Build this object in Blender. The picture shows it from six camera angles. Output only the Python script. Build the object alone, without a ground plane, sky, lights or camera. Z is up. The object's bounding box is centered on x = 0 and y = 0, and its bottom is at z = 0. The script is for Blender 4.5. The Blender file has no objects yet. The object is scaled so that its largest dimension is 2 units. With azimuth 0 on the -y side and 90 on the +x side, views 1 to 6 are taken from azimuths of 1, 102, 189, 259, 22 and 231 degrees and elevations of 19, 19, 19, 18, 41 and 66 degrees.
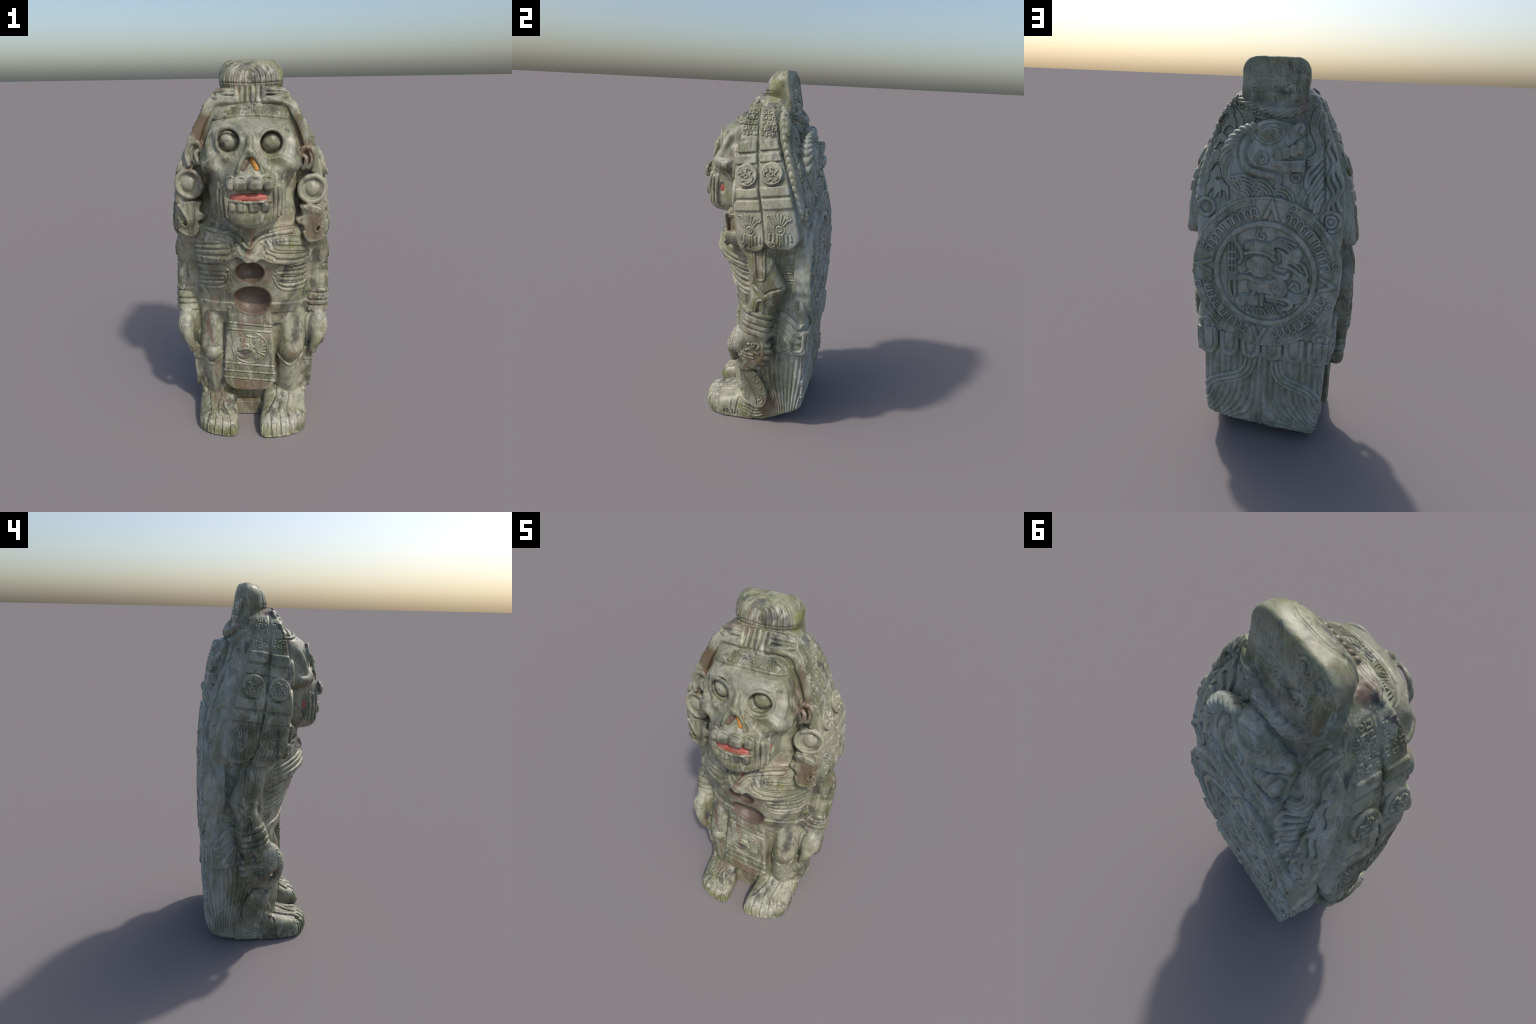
# ---------------------------------------------------------------------------
# A carved greenstone standing figure with a skull face.
# The stone is modelled as a sum of rounded solids (signed distance shapes),
# meshed as one smooth skin, carved with relief strokes, and then separated
# into its named parts.
# ---------------------------------------------------------------------------
import bpy, math, time
import numpy as np

T0 = time.time()
CELL = 0.0025                     # size of the modelling grid in metres
LO = np.array([-0.492, -0.405, -0.021])
HI = np.array([0.492, 0.420, 2.019])
N = np.ceil((HI - LO) / CELL).astype(int) + 1
AX = [(LO[i] + CELL * np.arange(N[i])).astype(np.float32) for i in range(3)]
FIELD = np.full(N, 0.12, np.float32)
OWNER = np.zeros(N, np.int16)
PARTS = []                        # (kind, parent kind/index, material name)


def part(kind, parent=None, material="stone"):
    PARTS.append((kind, parent, material))
    return len(PARTS) - 1


def window(lo, hi, pad):
    s = []
    for i in range(3):
        a = int(np.floor((lo[i] - pad - LO[i]) / CELL)); b = int(np.ceil((hi[i] + pad - LO[i]) / CELL)) + 1
        s.append(slice(max(0, a), min(int(N[i]), max(b, 1))))
    s = tuple(s)
    X = AX[0][s[0]][:, None, None]; Y = AX[1][s[1]][None, :, None]; Z = AX[2][s[2]][None, None, :]
    return s, X, Y, Z


def soft_min(a, b, k):
    if k <= 0:
        return np.minimum(a, b)
    h = np.maximum(k - np.abs(a - b), 0) / k
    return np.minimum(a, b) - h * h * k * 0.25


def soft_max(a, b, k):
    return -soft_min(-a, -b, k)


def add(pid, shape, k=0.0):
    f, lo, hi = shape
    s, X, Y, Z = window(lo, hi, max(k, 0.012))
    d = np.broadcast_to(f(X, Y, Z), FIELD[s].shape).astype(np.float32)
    if pid is not None:
        OWNER[s] = np.where(d < FIELD[s], pid, OWNER[s])
    FIELD[s] = soft_min(FIELD[s], d, k)


def cut(shape, k=0.0, pid=None):
    f, lo, hi = shape
    s, X, Y, Z = window(lo, hi, max(k, 0.012))
    d = np.broadcast_to(f(X, Y, Z), FIELD[s].shape).astype(np.float32)
    if pid is not None:
        OWNER[s] = np.where(-d > FIELD[s] - 0.006, pid, OWNER[s])
    FIELD[s] = soft_max(FIELD[s], -d, k)


def claim(pid, shape, only=None):
    """hand the surface inside a shape to a part, without changing the form"""
    f, lo, hi = shape
    s, X, Y, Z = window(lo, hi, 0.006)
    d = np.broadcast_to(f(X, Y, Z), FIELD[s].shape)
    m = d < 0
    if only is not None:
        m = m & np.isin(OWNER[s], only)
    OWNER[s] = np.where(m, pid, OWNER[s])


# ----- shapes: each returns (distance function, low corner, high corner) -----
def V(*p):
    return np.array(p, dtype=np.float64)


def ball(c, r):
    c = V(*c); r = V(*r) if np.ndim(r) else V(r, r, r)

    def f(X, Y, Z):
        x, y, z = X - c[0], Y - c[1], Z - c[2]
        k0 = np.sqrt((x / r[0]) ** 2 + (y / r[1]) ** 2 + (z / r[2]) ** 2) + 1e-6
        k1 = np.sqrt((x / r[0] ** 2) ** 2 + (y / r[1] ** 2) ** 2 + (z / r[2] ** 2) ** 2) + 1e-6
        return k0 * (k0 - 1) / k1
    return f, c - r, c + r


def frame(rx=0, ry=0, rz=0):
    ax, ay, az = (math.radians(t) for t in (rx, ry, rz))
    Rx = np.array([[1, 0, 0], [0, math.cos(ax), -math.sin(ax)], [0, math.sin(ax), math.cos(ax)]])
    Ry = np.array([[math.cos(ay), 0, math.sin(ay)], [0, 1, 0], [-math.sin(ay), 0, math.cos(ay)]])
    Rz = np.array([[math.cos(az), -math.sin(az), 0], [math.sin(az), math.cos(az), 0], [0, 0, 1]])
    return Rz @ Ry @ Rx


def turned(shape, c, R):
    """a shape built around the origin, turned by R and moved to c"""
    f, lo, hi = shape
    c = V(*c)
    cs = np.array([[x, y, z] for x in (lo[0], hi[0]) for y in (lo[1], hi[1]) for z in (lo[2], hi[2])]) @ R.T + c

    def g(X, Y, Z):
        x, y, z = X - c[0], Y - c[1], Z - c[2]
        u = R[0, 0] * x + R[1, 0] * y + R[2, 0] * z
        v = R[0, 1] * x + R[1, 1] * y + R[2, 1] * z
        w = R[0, 2] * x + R[1, 2] * y + R[2, 2] * z
        return f(u, v, w)
    return g, cs.min(0), cs.max(0)


def block(c, h, r=0.01, R=None):
    h = V(*h); r = min(r, h.min() * 0.98)

    def f(X, Y, Z):
        x, y, z = np.abs(X) - (h[0] - r), np.abs(Y) - (h[1] - r), np.abs(Z) - (h[2] - r)
        return np.sqrt(np.maximum(x, 0) ** 2 + np.maximum(y, 0) ** 2 + np.maximum(z, 0) ** 2) + np.minimum(np.maximum(np.maximum(x, y), z), 0) - r
    return turned((f, -h, h), c, np.eye(3) if R is None else R)


def drum(c, r, half, edge=0.006, R=None):
    """flat round disc, axis along local y"""
    def f(X, Y, Z):
        q = np.sqrt(X * X + Z * Z) - (r - edge); p = np.abs(Y) - (half - edge)
        return np.sqrt(np.maximum(q, 0) ** 2 + np.maximum(p, 0) ** 2) + np.minimum(np.maximum(q, p), 0) - edge
    h = V(r, half, r)
    return turned((f, -h, h), c, np.eye(3) if R is None else R)


def hoop(c, r, t, R=None):
    """ring, axis along local y"""
    def f(X, Y, Z):
        q = np.sqrt(X * X + Z * Z) - r
        return np.sqrt(q * q + Y * Y) - t
    h = V(r + t, t, r + t)
    return turned((f, -h, h), c, np.eye(3) if R is None else R)


def rod(a, b, ra, rb=None):
    a = V(*a); b = V(*b); rb = ra if rb is None else rb
    ab = b - a; l2 = max(ab @ ab, 1e-9)

    def f(X, Y, Z):
        x, y, z = X - a[0], Y - a[1], Z - a[2]
        t = np.clip((x * ab[0] + y * ab[1] + z * ab[2]) / l2, 0, 1)
        return np.sqrt((x - t * ab[0]) ** 2 + (y - t * ab[1]) ** 2 + (z - t * ab[2]) ** 2) - (ra + (rb - ra) * t)
    m = max(ra, rb)
    return f, np.minimum(a, b) - m, np.maximum(a, b) + m


def curve(pts, n=6):
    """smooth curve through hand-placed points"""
    P = np.array(pts, float)
    if len(P) < 3:
        return P
    Q = np.vstack([2 * P[0] - P[1], P, 2 * P[-1] - P[-2]])
    t = np.linspace(0, 1, n, endpoint=False)[:, None]
    out = []
    for i in range(1, len(Q) - 2):
        a, b, c, d = Q[i - 1], Q[i], Q[i + 1], Q[i + 2]
        out.append(0.5 * (2 * b + (c - a) * t + (2 * a - 5 * b + 4 * c - d) * t ** 2 + (3 * b - a - 3 * c + d) * t ** 3))
    return np.vstack(out + [P[-1:]])


def cord(pts, radii, n=5):
    """a round cord along a smooth curve; radii follow the points"""
    P = curve(pts, n); r = np.interp(np.linspace(0, 1, len(P)), np.linspace(0, 1, np.size(radii)) if np.ndim(radii) else [0, 1], radii if np.ndim(radii) else [radii] * 2)
    rods = [rod(P[i], P[i + 1], r[i], r[i + 1]) for i in range(len(P) - 1)]

    def f(X, Y, Z):
        d = None
        for g in rods:
            e = g[0](X, Y, Z); d = e if d is None else np.minimum(d, e)
        return d
    return f, np.min([g[1] for g in rods], 0), np.max([g[2] for g in rods], 0)


def outline_distance(U, W, poly):
    """signed distance to a closed outline in a plane"""
    P = np.array(poly, float); d = None; inside = None
    for i in range(len(P)):
        a, b = P[i - 1], P[i]
        e = b - a; u, w = U - a[0], W - a[1]
        t = np.clip((u * e[0] + w * e[1]) / max(e @ e, 1e-12), 0, 1)
        q = (u - t * e[0]) ** 2 + (w - t * e[1]) ** 2
        d = q if d is None else np.minimum(d, q)
        c = ((a[1] > W) != (b[1] > W)) & (U < (b[0] - a[0]) * (W - a[1]) / (b[1] - a[1] + 1e-12) + a[0])
        inside = c if inside is None else inside ^ c
    return np.sqrt(d) * np.where(inside, -1, 1)


def plate(poly, lo, hi, edge=0.006, axis=1, smooth=0):
    """an outline drawn in the two other axes, given thickness lo..hi along one axis"""
    P = np.array(poly, float)
    if smooth:
        P = curve(np.vstack([P, P[:1]]), smooth)[:-1]
    oth = [i for i in range(3) if i != axis]
    mid, half = (lo + hi) / 2, (hi - lo) / 2
    edge = min(edge, half * 0.98)

    def f(X, Y, Z):
        C = [X, Y, Z]
        q = outline_distance(C[oth[0]], C[oth[1]], P) + edge
        p = np.abs(C[axis] - mid) - (half - edge)
        return np.sqrt(np.maximum(q, 0) ** 2 + np.maximum(p, 0) ** 2) + np.minimum(np.maximum(q, p), 0) - edge
    l, h = np.zeros(3), np.zeros(3)
    l[oth], h[oth] = P.min(0), P.max(0); l[axis], h[axis] = lo, hi
    return f, l, h


def loft(rows, n=2.6, cap=0.02):
    """stacked oval sections: rows of (z, x_mid, half_x, y_front, y_back)"""
    T = np.array(sorted(rows), float); z = T[:, 0]
    fine = np.linspace(z[0], z[-1], 160)
    S = np.array([np.interp(fine, z, T[:, i]) for i in range(1, 5)])
    ker = np.ones(9) / 9
    S = np.array([np.convolve(np.pad(s, 4, mode="edge"), ker, "valid") for s in S])

    def f(X, Y, Z):
        cx, a, y0, y1 = (np.interp(Z, fine, s) for s in S)
        cy, b = (y0 + y1) / 2, (y1 - y0) / 2
        r = (np.abs((X - cx) / a) ** n + np.abs((Y - cy) / b) ** n + 1e-9) ** (1 / n)
        gx = np.abs((X - cx) / a) ** (n - 1) / a; gy = np.abs((Y - cy) / b) ** (n - 1) / b
        d = (r - 1) * r ** (n - 1) / np.sqrt(gx * gx + gy * gy + 1e-6)
        d = np.where(r < 0.3, -np.minimum(a, b) * 0.7, d)
        e = np.maximum(z[0] - Z, Z - z[-1])
        return soft_max(d, e, cap)
    return f, V((T[:, 1] - T[:, 2]).min(), T[:, 3].min(), z[0]), V((T[:, 1] + T[:, 2]).max(), T[:, 4].max(), z[-1])


def mirror(shape):
    f, lo, hi = shape
    return (lambda X, Y, Z: f(-X, Y, Z)), V(-hi[0], lo[1], lo[2]), V(-lo[0], hi[1], hi[2])


def field(fn, lo, hi):
    return fn, V(*lo), V(*hi)


def both(*shapes):
    """common part of several shapes"""
    def f(X, Y, Z):
        d = shapes[0][0](X, Y, Z)
        for s in shapes[1:]:
            d = np.maximum(d, s[0](X, Y, Z))
        return d
    return f, np.max([s[1] for s in shapes], 0), np.min([s[2] for s in shapes], 0)


def along(z, table):
    """value that changes with height, from a short table of (height, value)"""
    t = np.array(sorted(table), float)
    return np.interp(z, t[:, 0], t[:, 1])


# ---------------------------------------------------------------------------
# Sizes that several parts share
# ---------------------------------------------------------------------------
X0 = 0.012                                     # the head stands a little off the middle
SIDE = [(0.9, 0.44), (1.11, 0.446), (1.17, 0.450), (1.29, 0.433), (1.40, 0.411), (1.47, 0.388), (1.56, 0.350), (1.64, 0.318),
        (1.69, 0.297), (1.74, 0.268), (1.80, 0.240), (1.85, 0.190), (1.88, 0.15)]        # outer half width of the headdress
STRAP_FRONT = [(1.05, -0.062), (1.17, -0.068), (1.31, -0.088), (1.47, -0.099), (1.60, -0.096), (1.74, -0.086), (1.80, -0.066), (1.84, -0.045), (1.9, -0.01)]
STRAP_GAP = [(1.05, 0.095), (1.19, 0.088), (1.317, 0.066), (1.43, 0.040), (1.53, 0.024), (1.63, 0.010), (1.75, -0.002), (1.85, -0.004)]
STRAP_BACK = [(1.05, 0.270), (1.217, 0.262), (1.29, 0.245), (1.40, 0.211), (1.53, 0.160), (1.64, 0.118), (1.74, 0.090), (1.84, 0.060)]
BACK = [(0.0, 0.285), (0.03, 0.290), (0.06, 0.302), (0.10, 0.317), (0.16, 0.333), (0.25, 0.332), (0.4, 0.330), (0.52, 0.326), (0.6, 0.332), (1.0, 0.322), (1.2, 0.312),
        (1.3, 0.305), (1.4, 0.290), (1.5, 0.262), (1.6, 0.232), (1.7, 0.196), (1.8, 0.152), (1.9, 0.15)]
BACK_BOW = [(0.0, 0.0), (1.0, 0.0), (1.15, 0.05), (1.3, 0.15), (1.45, 0.30), (1.55, 0.40), (1.65, 0.6), (1.85, 0.8)]
BACK_HALF = [(0.0, 0.285), (0.15, 0.308), (0.3, 0.318), (0.505, 0.322), (0.512, 0.345), (1.1, 0.345), (1.15, 0.362), (1.3, 0.372), (1.45, 0.350),
             (1.56, 0.312), (1.64, 0.282), (1.74, 0.235), (1.8, 0.205), (1.86, 0.16)]
BOTH_SIDES = ((1, lambda s: s), (-1, mirror))


def back_y(X, Z):
    turn = 0.035 * np.clip((1.75 - Z) / 0.5, 0, 1)
    return along(Z, BACK) - along(Z, BACK_BOW) * X * X - turn * X


# ---------------------------------------------------------------------------
# Great masses
# ---------------------------------------------------------------------------
torso = part("torso")
cape = part("cape")
train = part("train")


def cape_body(X, Y, Z):
    d = soft_max(np.abs(X) - along(Z, BACK_HALF), Y - back_y(X, Z), 0.035)
    front = np.where(Z > 1.12, 0.0, np.where(Z > 0.5, 0.13, -0.02))
    d = soft_max(d, front - Y, 0.02)
    return soft_max(d, np.maximum(Z - 1.84, 0.0 - Z), 0.02)


add(cape, field(cape_body, (-0.39, -0.03, 0.0), (0.39, 0.37, 1.86)))
claim(train, block((0, 0.2, 0.25), (0.4, 0.3, 0.262), 0.001))
LOWER = [(0.0, 0, 0.28, -0.02, 0.27), (0.10, 0, 0.29, -0.03, 0.30), (0.45, 0, 0.305, -0.02, 0.30), (0.70, 0, 0.300, -0.03, 0.26)]
add(torso, loft(LOWER, 2.9, 0.02), 0.012)
TRUNK = [(z, 0.0, 0.328, y, 0.2 - y) for z, y in ((0.60, -0.095), (0.69, -0.118), (0.76, -0.136), (0.87, -0.175), (0.95, -0.206), (1.02, -0.232), (1.10, -0.228), (1.17, -0.190),
                                                 (1.25, -0.13), (1.36, -0.06))]
slab = block((0, 0.05, 0.9), (0.34, 0.24, 0.6), 0.02)
trunk_f = loft(TRUNK, 2.05, 0.02)
add(torso, field(lambda X, Y, Z: np.maximum(trunk_f[0](X, Y, Z), Y - 0.25), trunk_f[1], trunk_f[2] * V(1, 0, 1) + V(0, 0.25, 0)), 0.012)

# rib cage, with a ragged lower rim that overhangs the belly
rib_cage = part("rib_cage", torso)
RIBS = [(z, 0.0, 0.335, y, 0.2 - y) for z, y in ((0.95, -0.250), (1.0, -0.257), (1.03, -0.266), (1.06, -0.260), (1.10, -0.250), (1.13, -0.242), (1.16, -0.226), (1.20, -0.185))]
ribs_f = loft(RIBS, 2.05, 0.012)
RIM = [(0.0, 1.033), (0.02, 1.036), (0.045, 1.050), (0.07, 1.058), (0.10, 1.040), (0.14, 1.024), (0.20, 1.005), (0.25, 0.990), (0.32, 0.972)]


def ribs(X, Y, Z):
    rim = along(np.abs(X - 0.003), RIM) - 0.012 * np.clip(X / 0.1, 0, 1) + 0.004 * np.sin(41 * X + 2) * np.sin(97 * X)
    return np.maximum(soft_max(ribs_f[0](X, Y, Z), rim - Z, 0.012), Y - 0.2)


add(rib_cage, field(ribs, ribs_f[1] + V(0, 0, 0.01), V(0.34, 0.2, 1.21)), 0.006)

# belt and loincloth
belt = part("belt")
add(belt, field(lambda X, Y, Z: np.maximum(soft_max(trunk_f[0](X, Y, Z) - 0.010, np.abs(Z - 0.728 + 0.35 * X * X) - 0.032, 0.010), Y - 0.2),
               V(-0.35, -0.2, 0.64), V(0.35, 0.2, 0.78)), 0.003)
loincloth = part("loincloth")


def cloth(X, Y, Z):
    mid = along(Z, [(0.24, -0.018), (0.70, -0.012)])
    half = along(Z, [(0.22, 0.150), (0.31, 0.147), (0.50, 0.136), (0.70, 0.118), (0.80, 0.118)])
    side = np.abs(X - mid) - half
    front = along(Z, [(0.20, -0.134), (0.31, -0.127), (0.45, -0.130), (0.60, -0.127), (0.68, -0.124), (0.8, -0.14)]) - 0.03 * X
    d = soft_max(side, front + 0.10 * (X - mid) ** 2 - Y, 0.014)
    low = 0.203 + 0.075 * np.clip(np.abs(X - mid) / 0.15, 0, 1.2) ** 5
    d = soft_max(d, low - Z, 0.012)
    return np.maximum(np.maximum(d, Y - front - np.where(Z < 0.45, 0.05, 0.12)), Z - 0.722)


add(loincloth, field(cloth, (-0.19, -0.2, 0.19), (0.16, 0.06, 0.75)), 0.006)
hollow = part("chest_hollow", torso)
cut(turned(ball((0, 0, 0), (0.073, 0.078, 0.064)), (-0.003, -0.204, 0.962), frame(-20, 0, 0)), 0.010, hollow)
cut(turned(ball((0, 0, 0), (0.098, 0.090, 0.096)), (0.006, -0.148, 0.776), frame(-20, 0, 0)), 0.012, hollow)

# ---------------------------------------------------------------------------
# Legs and feet
# ---------------------------------------------------------------------------
leg, foot = {}, {}
FOOT = [(0.062, 0.02), (0.055, -0.10), (0.040, -0.22), (0.042, -0.275), (0.065, -0.297), (0.12, -0.296), (0.19, -0.282), (0.25, -0.255),
        (0.292, -0.215), (0.308, -0.15), (0.305, -0.05), (0.300, 0.06), (0.290, 0.16), (0.10, 0.16)]
for sgn, flip in BOTH_SIDES:
    p = leg[sgn] = part("leg")
    add(p, flip(rod((0.216, 0.018, 0.64), (0.222, -0.022, 0.47), 0.088, 0.080)), 0.012)
    add(p, flip(ball((0.224, -0.058, 0.435), (0.066, 0.058, 0.060))), 0.02)
    add(p, flip(rod((0.216, -0.024, 0.43), (0.202, 0.000, 0.13), 0.080, 0.076)), 0.015)
    f = foot[sgn] = part("foot", p)
    if sgn > 0:
        fx = lambda X: X
    else:
        fx = lambda X: 0.040 + (-X - 0.082) * (0.268 / 0.235)

    def foot_body(X, Y, Z, fx=fx, sgn=sgn):
        U = fx(X)
        d = outline_distance(U + 0 * Y, Y + 0 * U - (0.0 if sgn > 0 else 0.012), FOOT)
        top = along(Y, [(-0.31, 0.046), (-0.285, 0.070), (-0.25, 0.088), (-0.20, 0.106), (-0.13, 0.132), (-0.07, 0.158), (0.0, 0.18), (0.2, 0.19)])
        top = top - 0.30 * np.clip(np.abs(U - 0.15) - 0.02, 0, 1) ** 1.2 * np.clip((Y + 0.40) / 0.25, 0.3, 1.1)
        top = top + (0.011 if sgn > 0 else -0.002)
        d = soft_max(d, Z - top, 0.045)
        return soft_max(d, 0.001 - Z, 0.012)
    lo, hi = (0.03, 0.32) if sgn > 0 else (-0.325, -0.07)
    add(f, field(foot_body, (lo, -0.31, 0), (hi, 0.17, 0.2)), 0.012)
base = part("base")
add(torso, block((0.0, 0.02, 0.45), (0.20, 0.07, 0.26), 0.02), 0.01)
add(base, block((-0.015, 0.06, 0.046), (0.11, 0.135, 0.046), 0.008), 0.004)
add(base, block((-0.015, 0.145, 0.12), (0.12, 0.13, 0.12), 0.01), 0.004)

# ---------------------------------------------------------------------------
# Arms, cuffs, hands with the pouches they hold, and the hanging blades
# ---------------------------------------------------------------------------
ARM = [(0.57, 0.365, 0.050, -0.055, 0.115), (0.62, 0.370, 0.058, -0.042, 0.135), (0.68, 0.372, 0.058, -0.022, 0.142), (0.75, 0.372, 0.058, -0.012, 0.150), (0.81, 0.372, 0.060, 0.012, 0.165),
       (0.87, 0.372, 0.062, 0.036, 0.190), (0.92, 0.372, 0.063, 0.026, 0.210), (0.96, 0.372, 0.062, 0.012, 0.190), (1.02, 0.366, 0.062, -0.006, 0.160), (1.09, 0.350, 0.058, -0.025, 0.140), (1.14, 0.338, 0.055, -0.03, 0.130),
       (1.22, 0.325, 0.060, -0.05, 0.12)]
arm, hand = {}, {}
for sgn, flip in BOTH_SIDES:
    a = arm[sgn] = part("arm")
    add(a, flip(loft(ARM, 2.7, 0.02)), 0.010)
    add(a, flip(block((0.32, 0.08, 0.90), (0.05, 0.08, 0.30), 0.03)), 0.01)
    add(cape, flip(block((0.28, 0.20, 0.86), (0.052, 0.09, 0.30), 0.02)), 0.006)
    arm_f = loft(ARM, 2.7, 0.02)[0]
    c = part("bracelet", a)
    for zc, t in ((0.765, 0.013), (0.728, 0.020), (0.690, 0.014), (0.655, 0.017)):
        def band(X, Y, Z, zc=zc, t=t):
            q = arm_f(X, Y, Z) - 0.011
            p = np.abs(Z - zc + 0.22 * (Y - 0.06)) - t
            return soft_max(q, p, 0.012)
        add(c, flip(field(band, (0.29, -0.07, zc - 0.06), (0.46, 0.20, zc + 0.06))), 0.002)
    h = hand[sgn] = part("hand", a)
    add(h, flip(ball((0.374, -0.030, 0.575), (0.056, 0.060, 0.088))), 0.015)
    add(h, flip(cord([(0.372, -0.062, 0.575), (0.366, -0.078, 0.52), (0.345, -0.076, 0.44)], [0.038, 0.031, 0.022])), 0.012)
    b = part("pouch", a)
    add(b, flip(plate([(-0.035, 0.635), (0.10, 0.635), (0.122, 0.54), (0.112, 0.48), (0.085, 0.435), (0.055, 0.412), (0.02, 0.425), (-0.025, 0.475), (-0.05, 0.545)],
                      0.30, 0.418, 0.02, 0, 4)), 0.008)
    for i, (y, z) in enumerate(((0.118, 0.572), (0.126, 0.535), (0.120, 0.498), (0.105, 0.463), (0.082, 0.430))):
        g = part("finger", a)
        add(g, flip(cord([(0.385, y - 0.06, z + 0.004), (0.398, y - 0.02, z), (0.385, y + 0.008, z - 0.006), (0.34, y, z - 0.008)], 0.0185)), 0.003)
    k = part("hanging_blade")
    add(k, flip(block((0.318, -0.012, 0.40), (0.034, 0.040, 0.045), 0.012)), 0.004)
    add(k, flip(plate([(-0.045, 0.375), (0.022, 0.372), (0.075, 0.33), (0.11, 0.274), (0.130, 0.208), (0.118, 0.150), (0.090, 0.122), (0.047, 0.120), (0.01, 0.17), (-0.030, 0.263)],
                      0.24, 0.345, 0.010, 0, 3)), 0.004)
    o = part("ankle_bell", k)
    add(o, flip(ball((0.285, 0.002, 0.172), 0.036)), 0.005)
    add(o, flip(ball((0.272, -0.025, 0.205), (0.026, 0.022, 0.045))), 0.005)
    add(o, flip(cord([(0.292, -0.035, 0.15), (0.305, 0.0, 0.128), (0.305, 0.045, 0.122)], 0.014)), 0.005)

# ---------------------------------------------------------------------------
# Headdress: hood, side straps with bars and medallions, crown
# ---------------------------------------------------------------------------
hood = part("hood")
add(hood, loft([(1.40, X0, 0.36, -0.066, 0.16), (1.50, X0, 0.345, -0.080, 0.15), (1.60, X0, 0.31, -0.084, 0.14), (1.70, X0, 0.268, -0.078, 0.13), (1.78, X0, 0.232, -0.080, 0.12),
                (1.82, X0, 0.205, -0.072, 0.12), (1.865, X0, 0.15, -0.045, 0.12)], 4.0, 0.02), 0.01)
strap = {}


def flare(Y, Z):
    return 0.040 * ((Y - 0.13) / 0.20) ** 2 * np.clip((1.66 - Z) / 0.45, 0, 1)


for sgn, flip in BOTH_SIDES:
    def strap_body(X, Y, Z):
        x = X - X0 * sgn * np.clip((Z - 1.2) / 0.3, 0, 1)
        x = x + flare(Y, Z)
        d = np.abs(x - along(Z, SIDE) + 0.041) - 0.027
        d = soft_max(d, along(Z, STRAP_FRONT) - Y, 0.012)
        d = soft_max(d, Y - along(Z, STRAP_BACK), 0.014)
        y = Y - along(Z, STRAP_GAP)
        lowf = 1.107 + np.clip(np.abs(y + 0.080) - 0.03, 0, 1) ** 2 * 14
        lowb = 1.135 + np.clip(np.abs(y - 0.080) - 0.03, 0, 1) ** 2 * 12
        d = soft_max(d, np.where(y < 0, lowf, lowb) - Z, 0.012)
        d = soft_max(d, Z - 1.84, 0.02)
        groove = np.maximum(np.abs(y) - 0.005, along(Z, SIDE) - 0.024 - x)
        return soft_max(d, -groove, 0.006)
    s = strap[sgn] = part("headdress_strap")
    add(s, flip(field(strap_body, (0.1, -0.12, 1.08), (0.47, 0.29, 1.86))), 0.006)

    def on_strap(z0, z1, front):
        def f(X, Y, Z):
            x = X - X0 * sgn * np.clip((Z - 1.2) / 0.3, 0, 1)
            y0, y1 = (along(Z, STRAP_FRONT), along(Z, STRAP_GAP) - 0.006) if front else (along(Z, STRAP_GAP) + 0.006, along(Z, STRAP_BACK) - 0.003)
            zz = Z - 0.14 * (Y - along(Z, STRAP_GAP)) - (0.0 if front else 0.004)
            x = x + flare(Y, Z)
            d = np.abs(x - along(Z, SIDE) + 0.016) - 0.012
            d = soft_max(d, np.maximum(y0 - Y, Y - y1), 0.009)
            return soft_max(d, np.maximum(z0 - zz, zz - z1), 0.009)
        return field(f, (0.15, -0.12, z0 - 0.05), (0.47, 0.29, z1 + 0.05))
    for front in (True, False):
        for z0, z1 in ((1.605, 1.660), (1.550, 1.596), (1.388, 1.436), (1.326, 1.378)):
            add(part("bar", s), flip(on_strap(z0, z1, front)), 0.002)
        zc = 1.489 if front else 1.508
        yc = -0.032 if front else 0.098
        tilt = math.degrees(math.atan2(along(zc - 0.05, SIDE) - along(zc + 0.05, SIDE), 0.1))
        xc = along(zc, SIDE) + X0 * sgn - flare(yc, zc)
        m = part("medallion", s)
        xc = xc - 0.005
        disc = drum((xc - 0.012, yc, zc), 0.056, 0.020, 0.007, frame(0, -tilt, 0) @ frame(0, 0, 90))
        add(m, flip(disc), 0.002)
        add(m, flip(hoop((xc + 0.004, yc, zc), 0.050, 0.006, frame(0, -tilt, 0) @ frame(0, 0, 90))), 0.002)

crown = part("crown")


def crown_body(X, Y, Z):
    x, z = np.abs(X - 0.014) - (0.163 - 0.07), np.abs(Z - 1.875) - (0.1255 - 0.07)
    d = np.sqrt(np.maximum(x, 0) ** 2 + np.maximum(z, 0) ** 2) + np.minimum(np.maximum(x, z), 0) - 0.07
    pinch = 0.022 * np.clip((1.895 - Z) / 0.06, 0, 1) * np.clip((0.12 - Y) / 0.1, 0, 1)
    front = -0.020 + 0.35 * np.clip(Z - 1.90, 0, 1) + 0.3 * np.clip(1.885 - Z, 0, 1) + 0.9 * (X - 0.014) ** 2
    d = soft_max(d + pinch, front - Y, 0.075)
    rear = (Y - 0.129 + 0.20 * (Z - 1.90))
    return soft_max(d, rear, 0.012)


add(crown, field(crown_body, (-0.16, -0.04, 1.76), (0.19, 0.20, 2.001)), 0.006)

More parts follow.
